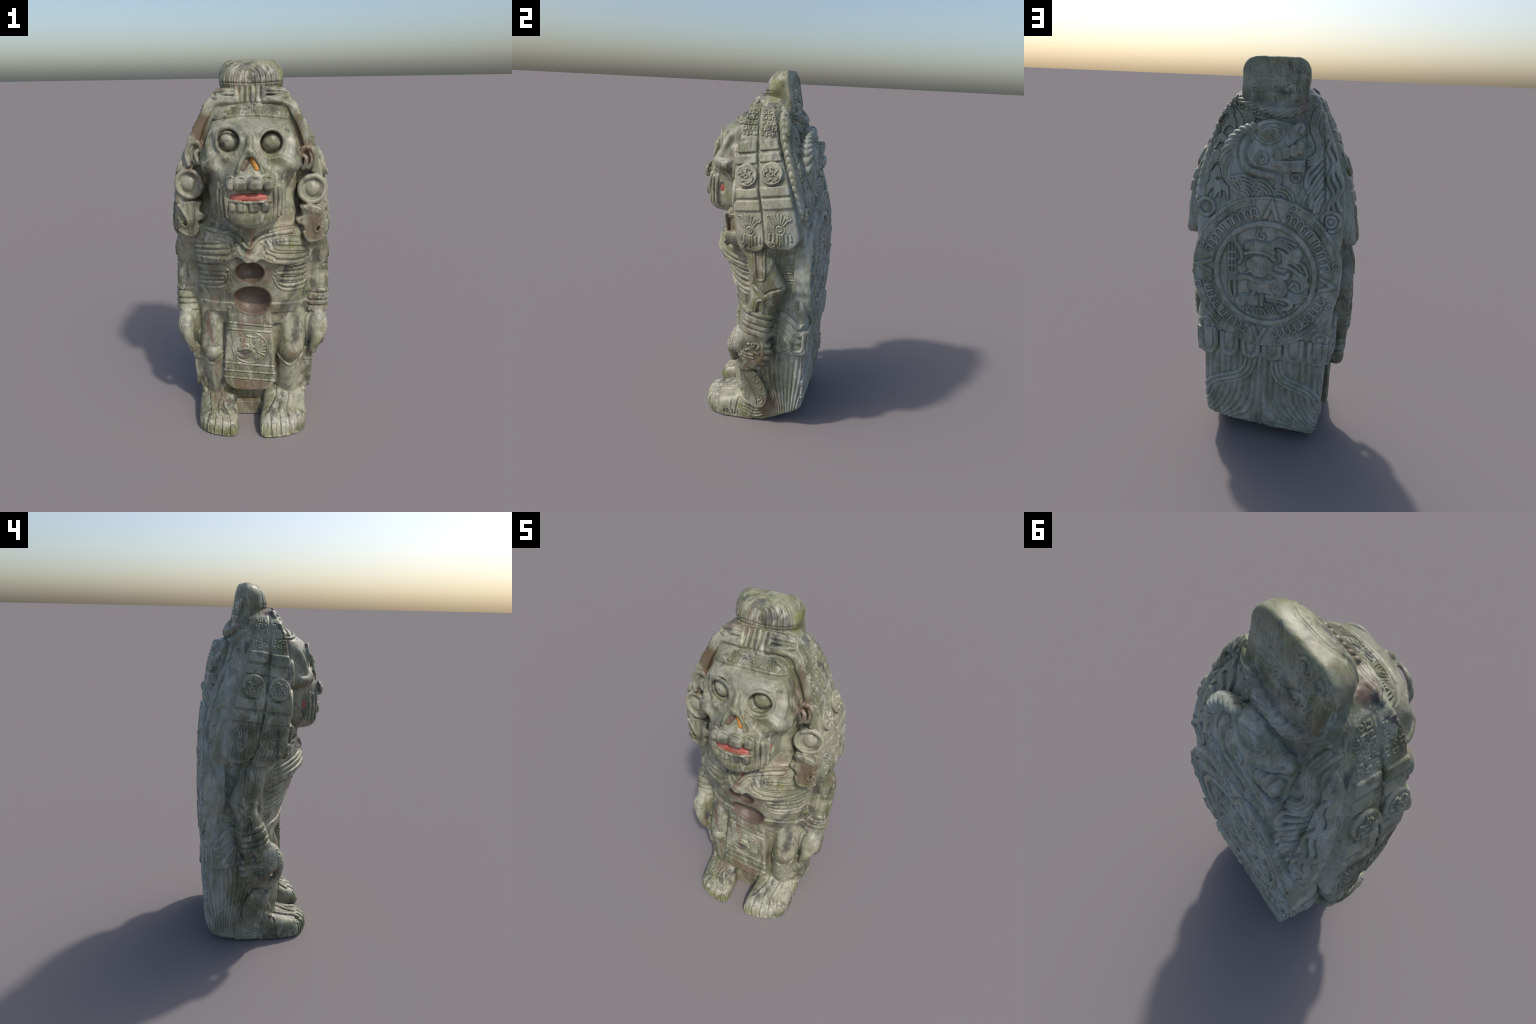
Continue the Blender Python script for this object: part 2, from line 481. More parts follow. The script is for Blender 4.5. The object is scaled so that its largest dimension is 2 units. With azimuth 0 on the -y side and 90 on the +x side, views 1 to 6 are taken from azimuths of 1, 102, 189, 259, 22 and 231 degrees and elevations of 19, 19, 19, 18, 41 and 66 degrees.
# knot of pleats and loops at the front of the hood
headband = part("headband")
add(headband, block((X0, -0.036, 1.824), (0.082, 0.034, 0.044), 0.012, frame(-38, 0, 0)), 0.006)
add(headband, block((X0, -0.024, 1.828), (0.175, 0.030, 0.034), 0.014, frame(-30, 0, 0)), 0.010)
for i in range(6):
    q = part("pleat", headband)
    x = X0 - 0.068 + 0.0265 * i
    add(q, rod((x, -0.048, 1.868), (x, -0.092, 1.806), 0.0125), 0.002)
for sgn, flip in BOTH_SIDES:
    q = part("band_loop", headband)
    o = X0 * sgn
    loop = [(0.075 + o, -0.050, 1.856), (0.155 + o, -0.044, 1.852), (0.183 + o, -0.032, 1.840), (0.185 + o, -0.046, 1.824), (0.155 + o, -0.064, 1.824), (0.075 + o, -0.086, 1.822)]
    add(q, flip(cord(loop, 0.010)), 0.004)
    add(q, flip(cord([(0.075 + o, -0.066, 1.842), (0.16 + o, -0.058, 1.838)], 0.008)), 0.004)
    add(hood, flip(cord([(0.06 + o, -0.088, 1.802), (0.13 + o, -0.080, 1.806), (0.185 + o, -0.066, 1.788), (0.225 + o, -0.066, 1.74), (0.248 + o, -0.074, 1.67)],
                     [0.012, 0.012, 0.010, 0.010, 0.008])), 0.016)

# ---------------------------------------------------------------------------
# Skull
# ---------------------------------------------------------------------------
neck = part("neck")
add(neck, loft([(1.10, X0, 0.20, -0.215, 0.1), (1.16, X0, 0.165, -0.225, 0.1), (1.22, X0, 0.145, -0.228, 0.1), (1.30, X0, 0.16, -0.205, 0.1)], 2.3, 0.02), 0.02)
add(neck, loft([(1.14, X0, 0.26, -0.14, 0.1), (1.22, X0, 0.235, -0.142, 0.1), (1.34, X0, 0.225, -0.150, 0.1), (1.44, X0, 0.235, -0.140, 0.1), (1.52, X0, 0.24, -0.12, 0.1)], 3.2, 0.02), 0.015)
head = part("head")
SKULL = [(1.226, X0, 0.085, -0.300, 0.02), (1.245, X0, 0.135, -0.330, 0.04), (1.28, X0, 0.162, -0.338, 0.04), (1.34, X0, 0.170, -0.336, 0.04), (1.40, X0, 0.174, -0.330, 0.04),
         (1.45, X0, 0.182, -0.325, 0.04), (1.49, X0, 0.205, -0.308, 0.04), (1.53, X0, 0.210, -0.290, 0.04), (1.58, X0, 0.205, -0.276, 0.04), (1.63, X0, 0.208, -0.272, 0.04),
         (1.67, X0, 0.208, -0.262, 0.04), (1.70, X0, 0.198, -0.240, 0.04), (1.73, X0, 0.184, -0.198, 0.04), (1.76, X0, 0.162, -0.154, 0.04), (1.79, X0, 0.128, -0.110, 0.04), (1.81, X0, 0.09, -0.08, 0.04)]
add(head, loft(SKULL, 2.2, 0.015), 0.008)
add(head, ball((X0, -0.225, 1.455), (0.125, 0.112, 0.065)), 0.03)          # upper jaw
for sgn, flip in BOTH_SIDES:
    o = X0 * sgn
    add(head, flip(cord([(0.12 + o, -0.262, 1.545), (0.180 + o, -0.234, 1.522), (0.211 + o, -0.198, 1.510), (0.218 + o, -0.14, 1.520)], [0.026, 0.030, 0.028, 0.028])), 0.035)   # cheekbone
    add(head, flip(cord([(0.192 + o, -0.175, 1.650), (0.199 + o, -0.192, 1.615), (0.192 + o, -0.202, 1.57)], [0.010, 0.018, 0.022])), 0.035)   # outer brow
    cut(flip(cord([(0.236 + o, -0.125, 1.67), (0.240 + o, -0.150, 1.635), (0.244 + o, -0.150, 1.59)], [0.006, 0.018, 0.016])), 0.03)
    add(head, flip(ball((0.195 + o, -0.11, 1.55), (0.045, 0.07, 0.07))), 0.03)
    cut(flip(ball((0.138 + o, -0.300, 1.535), (0.050, 0.040, 0.032))), 0.03)
    cut(flip(ball((0.205 + o, -0.250, 1.440), (0.024, 0.06, 0.032))), 0.02)
    e = part("eye_socket", head)
    ex = 0.101 + o
    ez = 1.630 - 0.005 * sgn
    cut(flip(ball((ex, -0.250, ez), (0.062, 0.082, 0.062))), 0.010, e)
    add(head, flip(hoop((ex, -0.243, ez), 0.062, 0.008, frame(0, 0, 14))), 0.010)
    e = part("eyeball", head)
    add(e, flip(ball((ex, -0.190, ez), (0.049, 0.052, 0.049))), 0.003)
cut(ball((X0, -0.298, 1.662), (0.060, 0.042, 0.026)), 0.02)
# nose bone and the two nostril openings
add(head, cord([(X0, -0.262, 1.655), (X0, -0.290, 1.615), (X0, -0.300, 1.592)], [0.014, 0.020, 0.022]), 0.015)
for sgn, flip in BOTH_SIDES:
    o = X0 * sgn
    add(head, flip(cord([(0.014 + o, -0.298, 1.590), (0.042 + o, -0.304, 1.545), (0.058 + o, -0.308, 1.505)], [0.013, 0.010, 0.008])), 0.018)
    q = part("nostril", head, "orange_inlay" if sgn > 0 else "brown_stone")
    cut(flip(cord([(0.006 + o, -0.330, 1.578), (0.020 + o, -0.338, 1.545), (0.033 + o, -0.346, 1.515)], [0.011, 0.024, 0.019])), 0.006)
    add(q, flip(cord([(0.008 + o, -0.280, 1.575), (0.021 + o, -0.284, 1.545), (0.033 + o, -0.296, 1.514)], [0.008, 0.019, 0.015])), 0.0)
# mouth
mouth = part("mouth", head)
cut(block((0.006, -0.36, 1.394), (0.097, 0.048, 0.026), 0.008), 0.006, mouth)
tongue = part("tongue", head, "red_inlay")
add(tongue, loft([(1.366, 0.005, 0.092, -0.330, -0.2), (1.386, 0.005, 0.094, -0.332, -0.2), (1.404, 0.005, 0.090, -0.318, -0.2)], 4, 0.012), 0.0)
TEETH = [(1.446, -0.344, 0.030, 0.024, ((-0.081, 0.021), (-0.030, 0.031), (0.036, 0.035), (0.096, 0.026))),
         (1.338, -0.335, 0.028, 0.020, ((-0.074, 0.020), (-0.028, 0.027), (0.027, 0.027), (0.079, 0.023)))]
for row, (zt, yt, rz, ry, teeth) in enumerate(TEETH):
    for x, w in teeth:
        t = part("tooth", head)
        yy = yt + 2.2 * (x - X0) ** 2
        add(t, block((x, yy + 0.006, zt), (w * 1.02, ry, rz * 0.95), 0.021), 0.002)
        if row == 0:
            arch = [(x + (w + 0.002) * math.sin(u), yy + 0.004, zt + 0.002 + 0.036 * math.cos(u)) for u in np.linspace(-1.5, 1.5, 7)]
            add(head, cord(arch, 0.0065, 2), 0.004)
lip = part("lip", head)
add(lip, cord([(X0 - 0.096, -0.312, 1.366), (X0 - 0.05, -0.335, 1.365), (X0, -0.341, 1.364), (X0 + 0.05, -0.335, 1.365), (X0 + 0.096, -0.312, 1.366)], 0.008), 0.004)
for sgn, flip in BOTH_SIDES:
    o = X0 * sgn
    for dx, y, zt, zb in ((0.114, -0.296, 1.44, 0.0), (0.134, -0.276, 1.425, 0.0), (0.152, -0.250, 1.435, 0.0)):
        add(head, flip(cord([(dx + o, y, zt), (dx + 0.004 + o, y - 0.006, 1.37), (dx - 0.002 + o, y - 0.004, 1.285)], [0.011, 0.010, 0.006])), 0.008)
    q = part("cheek_inlay", head, "red_inlay")
    cut(flip(ball((0.170 + o, -0.225, 1.372), (0.022, 0.024, 0.038))), 0.003)
    add(q, flip(ball((0.142 + o, -0.218, 1.372), (0.012, 0.024, 0.036))), 0.0)

# ---------------------------------------------------------------------------
# Ears, ear discs and the curled pendants under them
# ---------------------------------------------------------------------------
for sgn, flip in BOTH_SIDES:
    o = X0 * sgn
    zd = -0.016 * sgn
    ear = part("ear")
    add(ear, flip(ball((0.278 + o, -0.070, 1.545 + zd), (0.048, 0.05, 0.072))), 0.006)
    cut(flip(ball((0.268 + o, -0.120, 1.545 + zd), (0.026, 0.03, 0.048))), 0.006)
    add(ear, flip(cord([(0.250 + o, -0.100, 1.505 + zd), (0.243 + o, -0.105, 1.555 + zd), (0.262 + o, -0.108, 1.598 + zd), (0.300 + o, -0.104, 1.592 + zd), (0.320 + o, -0.104, 1.545 + zd), (0.312 + o, -0.108, 1.49 + zd)],
                       [0.008, 0.012, 0.014, 0.014, 0.013])), 0.004)
    add(ear, flip(cord([(0.262 + o, -0.105, 1.562 + zd), (0.275 + o, -0.112, 1.545 + zd), (0.270 + o, -0.112, 1.515 + zd), (0.258 + o, -0.110, 1.498 + zd)], 0.011)), 0.004)
    zc = 1.392 + zd
    R = frame(0, 0, 12)
    xe = 0.312 + 0.007 * sgn
    spool = part("ear_disc")
    add(spool, flip(drum((xe, -0.066, zc), 0.070, 0.028, 0.008, R)), 0.004)
    add(spool, flip(hoop((xe, -0.102, zc), 0.067, 0.0125, R)), 0.003)
    add(part("ear_disc_boss", spool), flip(ball((xe, -0.080, zc), (0.046, 0.033, 0.046))), 0.002)
    pend = part("ear_pendant")
    P = [(0.252, 1.300), (0.300, 1.312), (0.372, 1.290), (0.350, 1.255), (0.332, 1.215), (0.330, 1.180), (0.345, 1.165), (0.358, 1.178), (0.352, 1.198), (0.372, 1.202), (0.386, 1.180),
         (0.378, 1.148), (0.352, 1.125), (0.318, 1.118), (0.290, 1.135), (0.276, 1.170), (0.274, 1.200), (0.245, 1.215), (0.236, 1.235), (0.256, 1.245), (0.268, 1.262)]
    P = [(x - (0.006 if sgn < 0 else -0.003), z + zd * 0.6) for x, z in P]
    yp = -0.138 if sgn > 0 else -0.108
    add(pend, flip(block((0.318, yp + 0.068, 1.20), (0.050, 0.045, 0.070), 0.02)), 0.004)
    add(hood, flip(block((0.335, -0.035, 1.25), (0.050, 0.050, 0.090), 0.02)), 0.010)
    add(pend, flip(plate(P, yp, -0.03, 0.010, 1, 2)), 0.004)
    add(pend, flip(cord([(x, yp + 0.004, z) for x, z in P[2:8]], 0.008, 3)), 0.003)
    add(pend, flip(cord([(x, yp + 0.004, z) for x, z in P[11:16]], 0.008, 3)), 0.003)
    add(arm[sgn], flip(ball((0.335, -0.005, 1.15), (0.058, 0.070, 0.10))), 0.02)

# ---------------------------------------------------------------------------
# Back: round calendar disc, tab fringe
# ---------------------------------------------------------------------------
DISC = (0.0, 0.983, 0.374, 0.390)                   # middle x, middle z, half width, half height
calendar_disc = part("calendar_disc")


def disc_face(X, Z):
    return along(Z, [(0.58, 0.345), (0.8, 0.344), (1.1, 0.334), (1.38, 0.320)]) - 0.03 * X


def disc_body(X, Y, Z):
    q = (np.sqrt((X - DISC[0]) ** 2 + ((Z - DISC[1]) * DISC[2] / DISC[3]) ** 2) - DISC[2])
    a = np.arctan2(Z - DISC[1], X)
    q = q + 0.003 * np.sin(9 * a + 1) * np.sin(23 * a)
    d = soft_max(q, Y - disc_face(X, Z), 0.010)
    return np.maximum(d, 0.24 - Y)


add(calendar_disc, field(disc_body, (-0.38, 0.23, 0.56), (0.38, 0.36, 1.39)), 0.003)

for r0, r1, y in ((0.625, 0.0, -0.008),):               # sunken middle of the disc
    def well(X, Y, Z):
        q = np.sqrt((X - DISC[0]) ** 2 + ((Z - DISC[1]) * DISC[2] / DISC[3]) ** 2) - r0 * DISC[2]
        return soft_max(q, disc_face(X, Z) + y - Y, 0.006)
    cut(field(well, (-0.27, 0.25, 0.70), (0.27, 0.36, 1.26)), 0.004)

# fringe of round tabs under the disc
fringe = part("fringe")
TABS = [0.292, 0.178, 0.064, -0.050, -0.166, -0.286]
for i, x in enumerate(TABS):
    t = part("tab", fringe)
    w = 0.058

    def tab(X, Y, Z, x=x, w=w):
        q = np.sqrt(np.maximum(np.abs(X - x) - w + 0.045, 0) ** 2 + np.maximum(0.552 - Z, 0) ** 2) - 0.045
        q = soft_max(q, Z - 0.640, 0.004)
        return np.maximum(soft_max(q, Y - back_y(X, Z * 0 + 0.56) - 0.010, 0.010), 0.2 - Y)
    add(t, field(tab, (x - w, 0.19, 0.50), (x + w, 0.36, 0.65)), 0.002)
for sgn, flip in BOTH_SIDES:
    for yc in (0.285, 0.205):
        t = part("tab", fringe)

        def side_tab(X, Y, Z):
            q = np.sqrt(np.maximum(np.abs(Y - yc) - 0.048 + 0.035, 0) ** 2 + np.maximum(0.545 - Z, 0) ** 2) - 0.035
            q = soft_max(q, Z - 0.66, 0.004)
            return np.maximum(soft_max(q, X - 0.350, 0.010), 0.25 - X)
        add(t, flip(field(side_tab, (0.25, yc - 0.05, 0.50), (0.36, min(yc + 0.05, 0.325), 0.66))), 0.002)
for sgn, flip in BOTH_SIDES:                       # plumes of the side ornament, curling backward
    plume = part("plume")
    for z0, dz, l in ((0.735, 0.0, 0.30), (0.700, -0.012, 0.305), (0.665, -0.02, 0.30), (0.632, -0.03, 0.27)):
        add(plume, flip(cord([(0.335, 0.13, z0 - 0.03), (0.346, 0.18, z0 + 0.012), (0.352, 0.235, z0 - 0.012 + dz), (0.348, l - 0.02, z0 - 0.055 + dz), (0.343, l, z0 - 0.045 + dz)],
                             [0.017, 0.022, 0.020, 0.014, 0.007])), 0.005)

# great serpent head above the disc
serpent = part("serpent_head")


def serpent_y(Z):
    return along(Z, [(1.34, 0.305), (1.40, 0.306), (1.48, 0.298), (1.55, 0.284), (1.62, 0.262), (1.68, 0.238), (1.73, 0.208)])


SERPENT = [(0.099, 1.686), (0.060, 1.710), (0.016, 1.721), (-0.055, 1.709), (-0.097, 1.698), (-0.125, 1.704), (-0.150, 1.690), (-0.158, 1.640), (-0.160, 1.590), (-0.167, 1.548), (-0.167, 1.492),
           (-0.140, 1.450), (-0.142, 1.400), (-0.126, 1.340), (0.080, 1.340), (0.19, 1.380), (0.205, 1.430), (0.224, 1.488), (0.224, 1.548), (0.195, 1.610), (0.140, 1.662)]


def serpent_body(X, Y, Z):
    q = outline_distance(X + 0 * Z, Z + 0 * X, SERPENT)
    face = serpent_y(Z) - 0.14 * np.clip(X - 0.10, 0, 1) - 0.25 * np.clip(-0.04 - X, 0, 1)
    d = soft_max(q, Y - face, 0.014)
    return np.maximum(d, 0.12 - Y)


add(serpent, field(serpent_body, (-0.18, 0.1, 1.33), (0.24, 0.31, 1.73)), 0.004)
mane = part("serpent_mane", serpent)
MANE = [(0.095, 0.236, 1.684), (0.140, 0.230, 1.660), (0.188, 0.234, 1.612), (0.212, 0.242, 1.550), (0.212, 0.250, 1.490), (0.188, 0.262, 1.438), (0.152, 0.274, 1.437)]
add(mane, cord(MANE, [0.018, 0.030, 0.036, 0.038, 0.034]), 0.010)
jaw = part("serpent_jaw", serpent)
add(jaw, plate([(-0.010, 1.536), (-0.162, 1.549), (-0.164, 1.493), (-0.072, 1.487), (-0.055, 1.512), (-0.010, 1.512)], 0.20, 0.305, 0.010), 0.003)
for x, z, w in ((-0.036, 1.560, 0.017), (-0.072, 1.572, 0.020), (-0.108, 1.585, 0.019), (-0.138, 1.602, 0.015)):
    add(part("fang", serpent), block((x, 0.262, z), (w, 0.030, 0.028), 0.014), 0.002)
nose = part("serpent_snout", serpent)
add(nose, ball((-0.122, 0.212, 1.676), (0.030, 0.032, 0.036)), 0.004)
eye = part("serpent_eye", serpent)
add(eye, ball((0.016, 0.228, 1.662), (0.078, 0.028, 0.050)), 0.004)
add(eye, ball((0.020, 0.242, 1.660), (0.042, 0.022, 0.024)), 0.002)

# ropes: twisted cord under the crown and down the side of the cape
rope = part("rope")
ROPE = [(0.195, 0.112, 1.800), (0.150, 0.148, 1.775), (0.060, 0.172, 1.754), (-0.035, 0.178, 1.745), (-0.083, 0.170, 1.753), (-0.170, 0.120, 1.785)]
add(rope, cord(ROPE, [0.024, 0.026, 0.024, 0.022]), 0.004)
ROPE_SIDE = [(0.195, 0.12, 1.797), (0.240, 0.120, 1.742), (0.280, 0.138, 1.662), (0.306, 0.165, 1.581), (0.332, 0.195, 1.486), (0.352, 0.230, 1.375), (0.350, 0.262, 1.296)]
rope_side = part("rope")
add(rope_side, cord(ROPE_SIDE, [0.024, 0.024, 0.023, 0.021]), 0.004)

# the underside rises toward the back, most on one corner


def underside(X, Y, Z):
    edge = along(X, [(-0.3, 0.045), (0.0, 0.060), (0.15, 0.080), (0.3, 0.115)])
    start = along(X, [(-0.3, 0.20), (0.3, 0.09)])
    return Z - edge * np.clip((Y - start) / (0.29 - start), 0, 1.4)


cut(field(underside, (-0.4, 0.06, -0.02), (0.4, 0.38, 0.15)), 0.025)


# ---------------------------------------------------------------------------
# Skin: one smooth surface over the whole field
# ---------------------------------------------------------------------------
def skin():
    ins = FIELD < 0
    cnt = np.zeros(np.array(FIELD.shape) - 1, np.uint8)
    for i in (0, 1):
        for j in (0, 1):
            for k in (0, 1):
                cnt += ins[i:ins.shape[0] - 1 + i, j:ins.shape[1] - 1 + j, k:ins.shape[2] - 1 + k]
    act = (cnt > 0) & (cnt < 8)
    idx = np.argwhere(act)
    num = np.full(act.shape, -1, np.int32)
    num[act] = np.arange(len(idx), dtype=np.int32)
    acc = np.zeros((len(idx), 3)); hits = np.zeros(len(idx))
    corner = np.array([[i, j, k] for i in (0, 1) for j in (0, 1) for k in (0, 1)])
    vals = [FIELD[idx[:, 0] + c[0], idx[:, 1] + c[1], idx[:, 2] + c[2]].astype(float) for c in corner]
    for a in range(8):
        for b in range(a + 1, 8):
            if np.abs(corner[a] - corner[b]).sum() != 1:
                continue
            va, vb = vals[a], vals[b]
            m = (va < 0) != (vb < 0)
            t = np.where(m, va / np.where(m, va - vb, 1), 0)
            acc += np.where(m[:, None], corner[a] + t[:, None] * (corner[b] - corner[a]), 0)
            hits += m
    P = (idx + acc / hits[:, None]) * CELL + LO
    faces = []
    for ax in range(3):
        u, v = [(1, 2), (2, 0), (0, 1)][ax]
        a = np.take(ins, range(ins.shape[ax] - 1), ax); b = np.take(ins, range(1, ins.shape[ax]), ax)
        e = np.argwhere(a != b)
        e = e[(e[:, u] > 0) & (e[:, v] > 0) & (e[:, u] < ins.shape[u] - 1) & (e[:, v] < ins.shape[v] - 1)]
        out = ins[e[:, 0], e[:, 1], e[:, 2]]
        q = []
        for du, dv in ((1, 1), (0, 1), (0, 0), (1, 0)):
            c = e.copy(); c[:, u] -= du; c[:, v] -= dv
            q.append(num[c[:, 0], c[:, 1], c[:, 2]])
        q = np.stack(q, 1)
        q[~out] = q[~out][:, ::-1]
        faces.append(q)
    return P, np.vstack(faces)


def sample(A, P):
    g = (P - LO) / CELL
    i = np.clip(np.floor(g).astype(int), 0, N - 2); t = g - i
    r = 0
    for a in (0, 1):
        for b in (0, 1):
            for c in (0, 1):
                w = (t[:, 0] if a else 1 - t[:, 0]) * (t[:, 1] if b else 1 - t[:, 1]) * (t[:, 2] if c else 1 - t[:, 2])
                r = r + w * A[i[:, 0] + a, i[:, 1] + b, i[:, 2] + c]
    return r


def vertex_normals(P, F):
    a, b, c, d = (P[F[:, i]] for i in range(4))
    n = np.cross(c - a, d - b)
    out = np.stack([sum(np.bincount(F[:, i], n[:, k], len(P)) for i in range(4)) for k in range(3)], 1)
    return out / (np.linalg.norm(out, axis=1)[:, None] + 1e-12), n


def keep_largest(P, F):
    """drop crumbs that float free of the stone"""
    lab = np.arange(len(P))
    while True:
        m = lab[F].min(1)
        new = lab.copy()
        for i in range(4):
            np.minimum.at(new, F[:, i], m)
        new = new[new]
        if (new == lab).all():
            break
        lab = new
    ids, cnt = np.unique(lab[F[:, 0]], return_counts=True)
    ok = np.isin(lab[F[:, 0]], ids[cnt == cnt.max()])
    return F[ok]


POINTS, FACES = skin()
FACES = keep_largest(POINTS, FACES)
print("skin", len(POINTS), len(FACES), round(time.time() - T0, 1))
NORMALS, _ = vertex_normals(POINTS, FACES)


def owner_at(Q):
    i = np.clip(np.rint((Q - LO) / CELL).astype(int), 0, N - 1)
    return OWNER[i[:, 0], i[:, 1], i[:, 2]]


FACE_OWNER = owner_at(POINTS[FACES].mean(1))
POINT_OWNER = owner_at(POINTS)


# ---------------------------------------------------------------------------
# Relief: strokes cut into or raised on the skin
# ---------------------------------------------------------------------------
class Carving:
    """collects strokes drawn in a flat (u, w) layout of some of the skin's points"""

    def __init__(self, chosen, u, w, push):
        self.i = np.nonzero(chosen)[0]
        self.u, self.w, self.push = u[self.i], w[self.i], push
        self.up, self.down, self.moat = np.zeros(len(self.i)), np.zeros(len(self.i)), np.zeros(len(self.i))

    def near(self, P, pad):
        return np.nonzero((self.u > P[:, 0].min() - pad) & (self.u < P[:, 0].max() + pad) & (self.w > P[:, 1].min() - pad) & (self.w < P[:, 1].max() + pad))[0]

    def line_distance(self, P, j):
        d = np.full(len(j), 9.0)
        u, w = self.u[j], self.w[j]
        for a, b in zip(P[:-1], P[1:]):
            e = b - a
            t = np.clip(((u - a[0]) * e[0] + (w - a[1]) * e[1]) / max(e @ e, 1e-12), 0, 1)
            d = np.minimum(d, (u - a[0] - t * e[0]) ** 2 + (w - a[1] - t * e[1]) ** 2)
        return np.sqrt(d)

    def stroke(self, pts, width, height, n=4, taper=False):
        """a raised round bead (height > 0) or a groove (height < 0) along a curve"""
        P = curve(pts, n) if n > 1 else np.array(pts, float)
        j = self.near(P, width + 0.006)
        if not len(j):
            return
        d = self.line_distance(P, j)
        t = d / width
        if height > 0:
            self.dig(j, d - width, height)
        h = np.sqrt(np.clip(1 - t * t, 0, 1)) * abs(height)
        if height > 0:
            self.up[j] = np.maximum(self.up[j], h)
        else:
            self.down[j] = np.maximum(self.down[j], h)

    def dig(self, j, d, height):
        """chisel mark that runs along the foot of every raised form"""
        m = np.clip(1 - np.abs(d - 0.0015) / 0.0042, 0, 1)
        self.moat[j] = np.maximum(self.moat[j], min(0.45 * height, 0.0045) * m * m * (3 - 2 * m))

    def ring(self, c, r, width, height):
        d = np.abs(np.hypot(self.u - c[0], self.w - c[1]) - r)
        if height > 0:
            self.dig(np.arange(len(d)), d - width, height)
        d = d / width
        h = np.sqrt(np.clip(1 - d * d, 0, 1)) * abs(height)
        if height > 0:
            self.up = np.maximum(self.up, h)
        else:
            self.down = np.maximum(self.down, h)

    def dome(self, c, r, height):
        d = np.hypot(self.u - c[0], self.w - c[1]) / r
        self.up = np.maximum(self.up, np.sqrt(np.clip(1 - d * d, 0, 1)) * height)

    def raised(self, poly, height, edge=0.006, n=1):
        P = np.array(poly, float)
        if n > 1:
            P = curve(np.vstack([P, P[:1]]), n)[:-1]
        j = self.near(P, edge + 0.006)
        if not len(j):
            return
        d = outline_distance(self.u[j], self.w[j], P)
        self.dig(j, d - edge * 0.4, height)
        t = np.clip(0.5 - d / edge, 0, 1)
        self.up[j] = np.maximum(self.up[j], height * t * t * (3 - 2 * t))

    def free(self, h):
        self.up = np.maximum(self.up, np.maximum(h, 0))
        self.down = np.maximum(self.down, np.maximum(-h, 0))

    def apply(self, gain=1.0):
        h = (self.up - self.down - self.moat * np.clip(1 - self.up / 0.002, 0, 1)) * gain
        d = NORMALS[self.i] if self.push is None else np.broadcast_to(np.array(self.push, float), (len(self.i), 3))
        POINTS[self.i] += d * h[:, None]


rng = np.random.default_rng(7)
PX, PY, PZ = POINTS.T.copy()
NX, NY, NZ = NORMALS.T.copy()


def owned(*ids):
    return np.isin(POINT_OWNER, ids)


def kinds(*names):
    return owned(*[i for i, p in enumerate(PARTS) if p[0] in names])


def spiral(c, r, turns=1.6, start=0.0, n=14, side=1):
    t = np.linspace(0.15, 1, n)
    return [(c[0] + r * q * math.cos(start + side * turns * 6.283 * q), c[1] + r * q * math.sin(start + side * turns * 6.283 * q)) for q in t]


# ----- calendar disc -----
k = kinds("calendar_disc") & (NY > 0.3)
D = Carving(k, PX - DISC[0], (PZ - DISC[1]) * DISC[2] / DISC[3], (0, 1, 0))
R0 = DISC[2]


def pol(r, deg):
    a = math.radians(deg)
    return (R0 * r * math.sin(a), R0 * r * math.cos(a))


D.ring((0, 0), R0 * 0.662, 0.014, 0.007)
D.ring((0, 0), R0 * 0.80, 0.0035, -0.0)
D.ring((0, 0), R0 * 0.715, 0.006, -0.004)
D.ring((0, 0), R0 * 0.885, 0.0045, -0.0025)
D.ring((0, 0), R0 * 0.985, 0.006, 0.003)
for q in range(4):
    a = 90 * q - 4
    D.raised([pol(0.72, a - 9), pol(0.99, a), pol(0.72, a + 9), pol(0.72, a + 5), pol(0.86, a), pol(0.72, a - 5)], 0.009, 0.006)
    for sd in (-1, 1):
        D.dome(pol(0.755, a + sd * 13), 0.013, 0.008)
        c = pol(0.945, a + sd * 17)
        D.ring(c, 0.0155, 0.006, 0.006); D.dome(c, 0.008, 0.005)
        for m in range(6):
            b = a + sd * (16 + 6.2 * m)
            w = 2.4
            D.stroke([pol(0.75, b - w), pol(0.84, b - w), pol(0.865, b), pol(0.84, b + w), pol(0.75, b + w)], 0.005, 0.007, 3)
            D.stroke([pol(0.77, b), pol(0.82, b)], 0.005, 0.006, 1)
    b = a + 45
    for r in (0.905, 0.93):
        D.stroke([pol(r, b - 8), pol(r, b), pol(r, b + 8)], 0.0042, 0.006, 3)
    for m in range(6):
        D.dome(pol(0.965, b - 7.5 + 3 * m), 0.0065, 0.005)
    for e in (-9.5, 9.5):
        D.stroke([pol(0.89, b + e), pol(0.985, b + e)], 0.0045, 0.005, 1)

# the figure in the sunken middle: a warrior in profile with headdress, spear, shield and feathers
S = lambda x, z: (x - DISC[0], (z - DISC[1]) * DISC[2] / DISC[3])
fig = lambda pts: [S(x, z) for x, z in pts]
D.raised(fig([(0.095, 1.045), (0.060, 1.075), (-0.005, 1.078), (-0.040, 1.050), (-0.030, 1.000), (0.010, 0.965), (0.055, 0.970), (0.080, 1.000), (0.096, 1.015)]), 0.010, 0.012)   # face
D.stroke(fig([(0.10, 1.085), (0.05, 1.098), (-0.01, 1.090), (-0.048, 1.066)]), 0.011, 0.016)
D.raised(fig([(0.105, 1.105), (0.105, 1.135), (0.05, 1.152), (-0.02, 1.140), (-0.052, 1.105), (-0.045, 1.085), (0.0, 1.105)]), 0.010, 0.010)
for m in range(9):
    x = 0.095 - 0.0165 * m
    D.stroke(fig([(x, 1.110), (x + 0.002, 1.140 + 0.006 * math.sin(m * 0.4))]), 0.006, 0.014, 1)
D.stroke(fig([(0.085, 1.050), (0.055, 1.052), (0.040, 1.040)]), 0.005, 0.014)
D.ring(S(0.012, 1.010), 0.021, 0.008, 0.016); D.dome(S(0.012, 1.010), 0.010, 0.014)
D.stroke(fig([(0.075, 0.995), (0.095, 0.985)]), 0.006, 0.012)
D.stroke(spiral(S(0.02, 1.180), 0.030, 1.0, 1.2), 0.0065, 0.011)
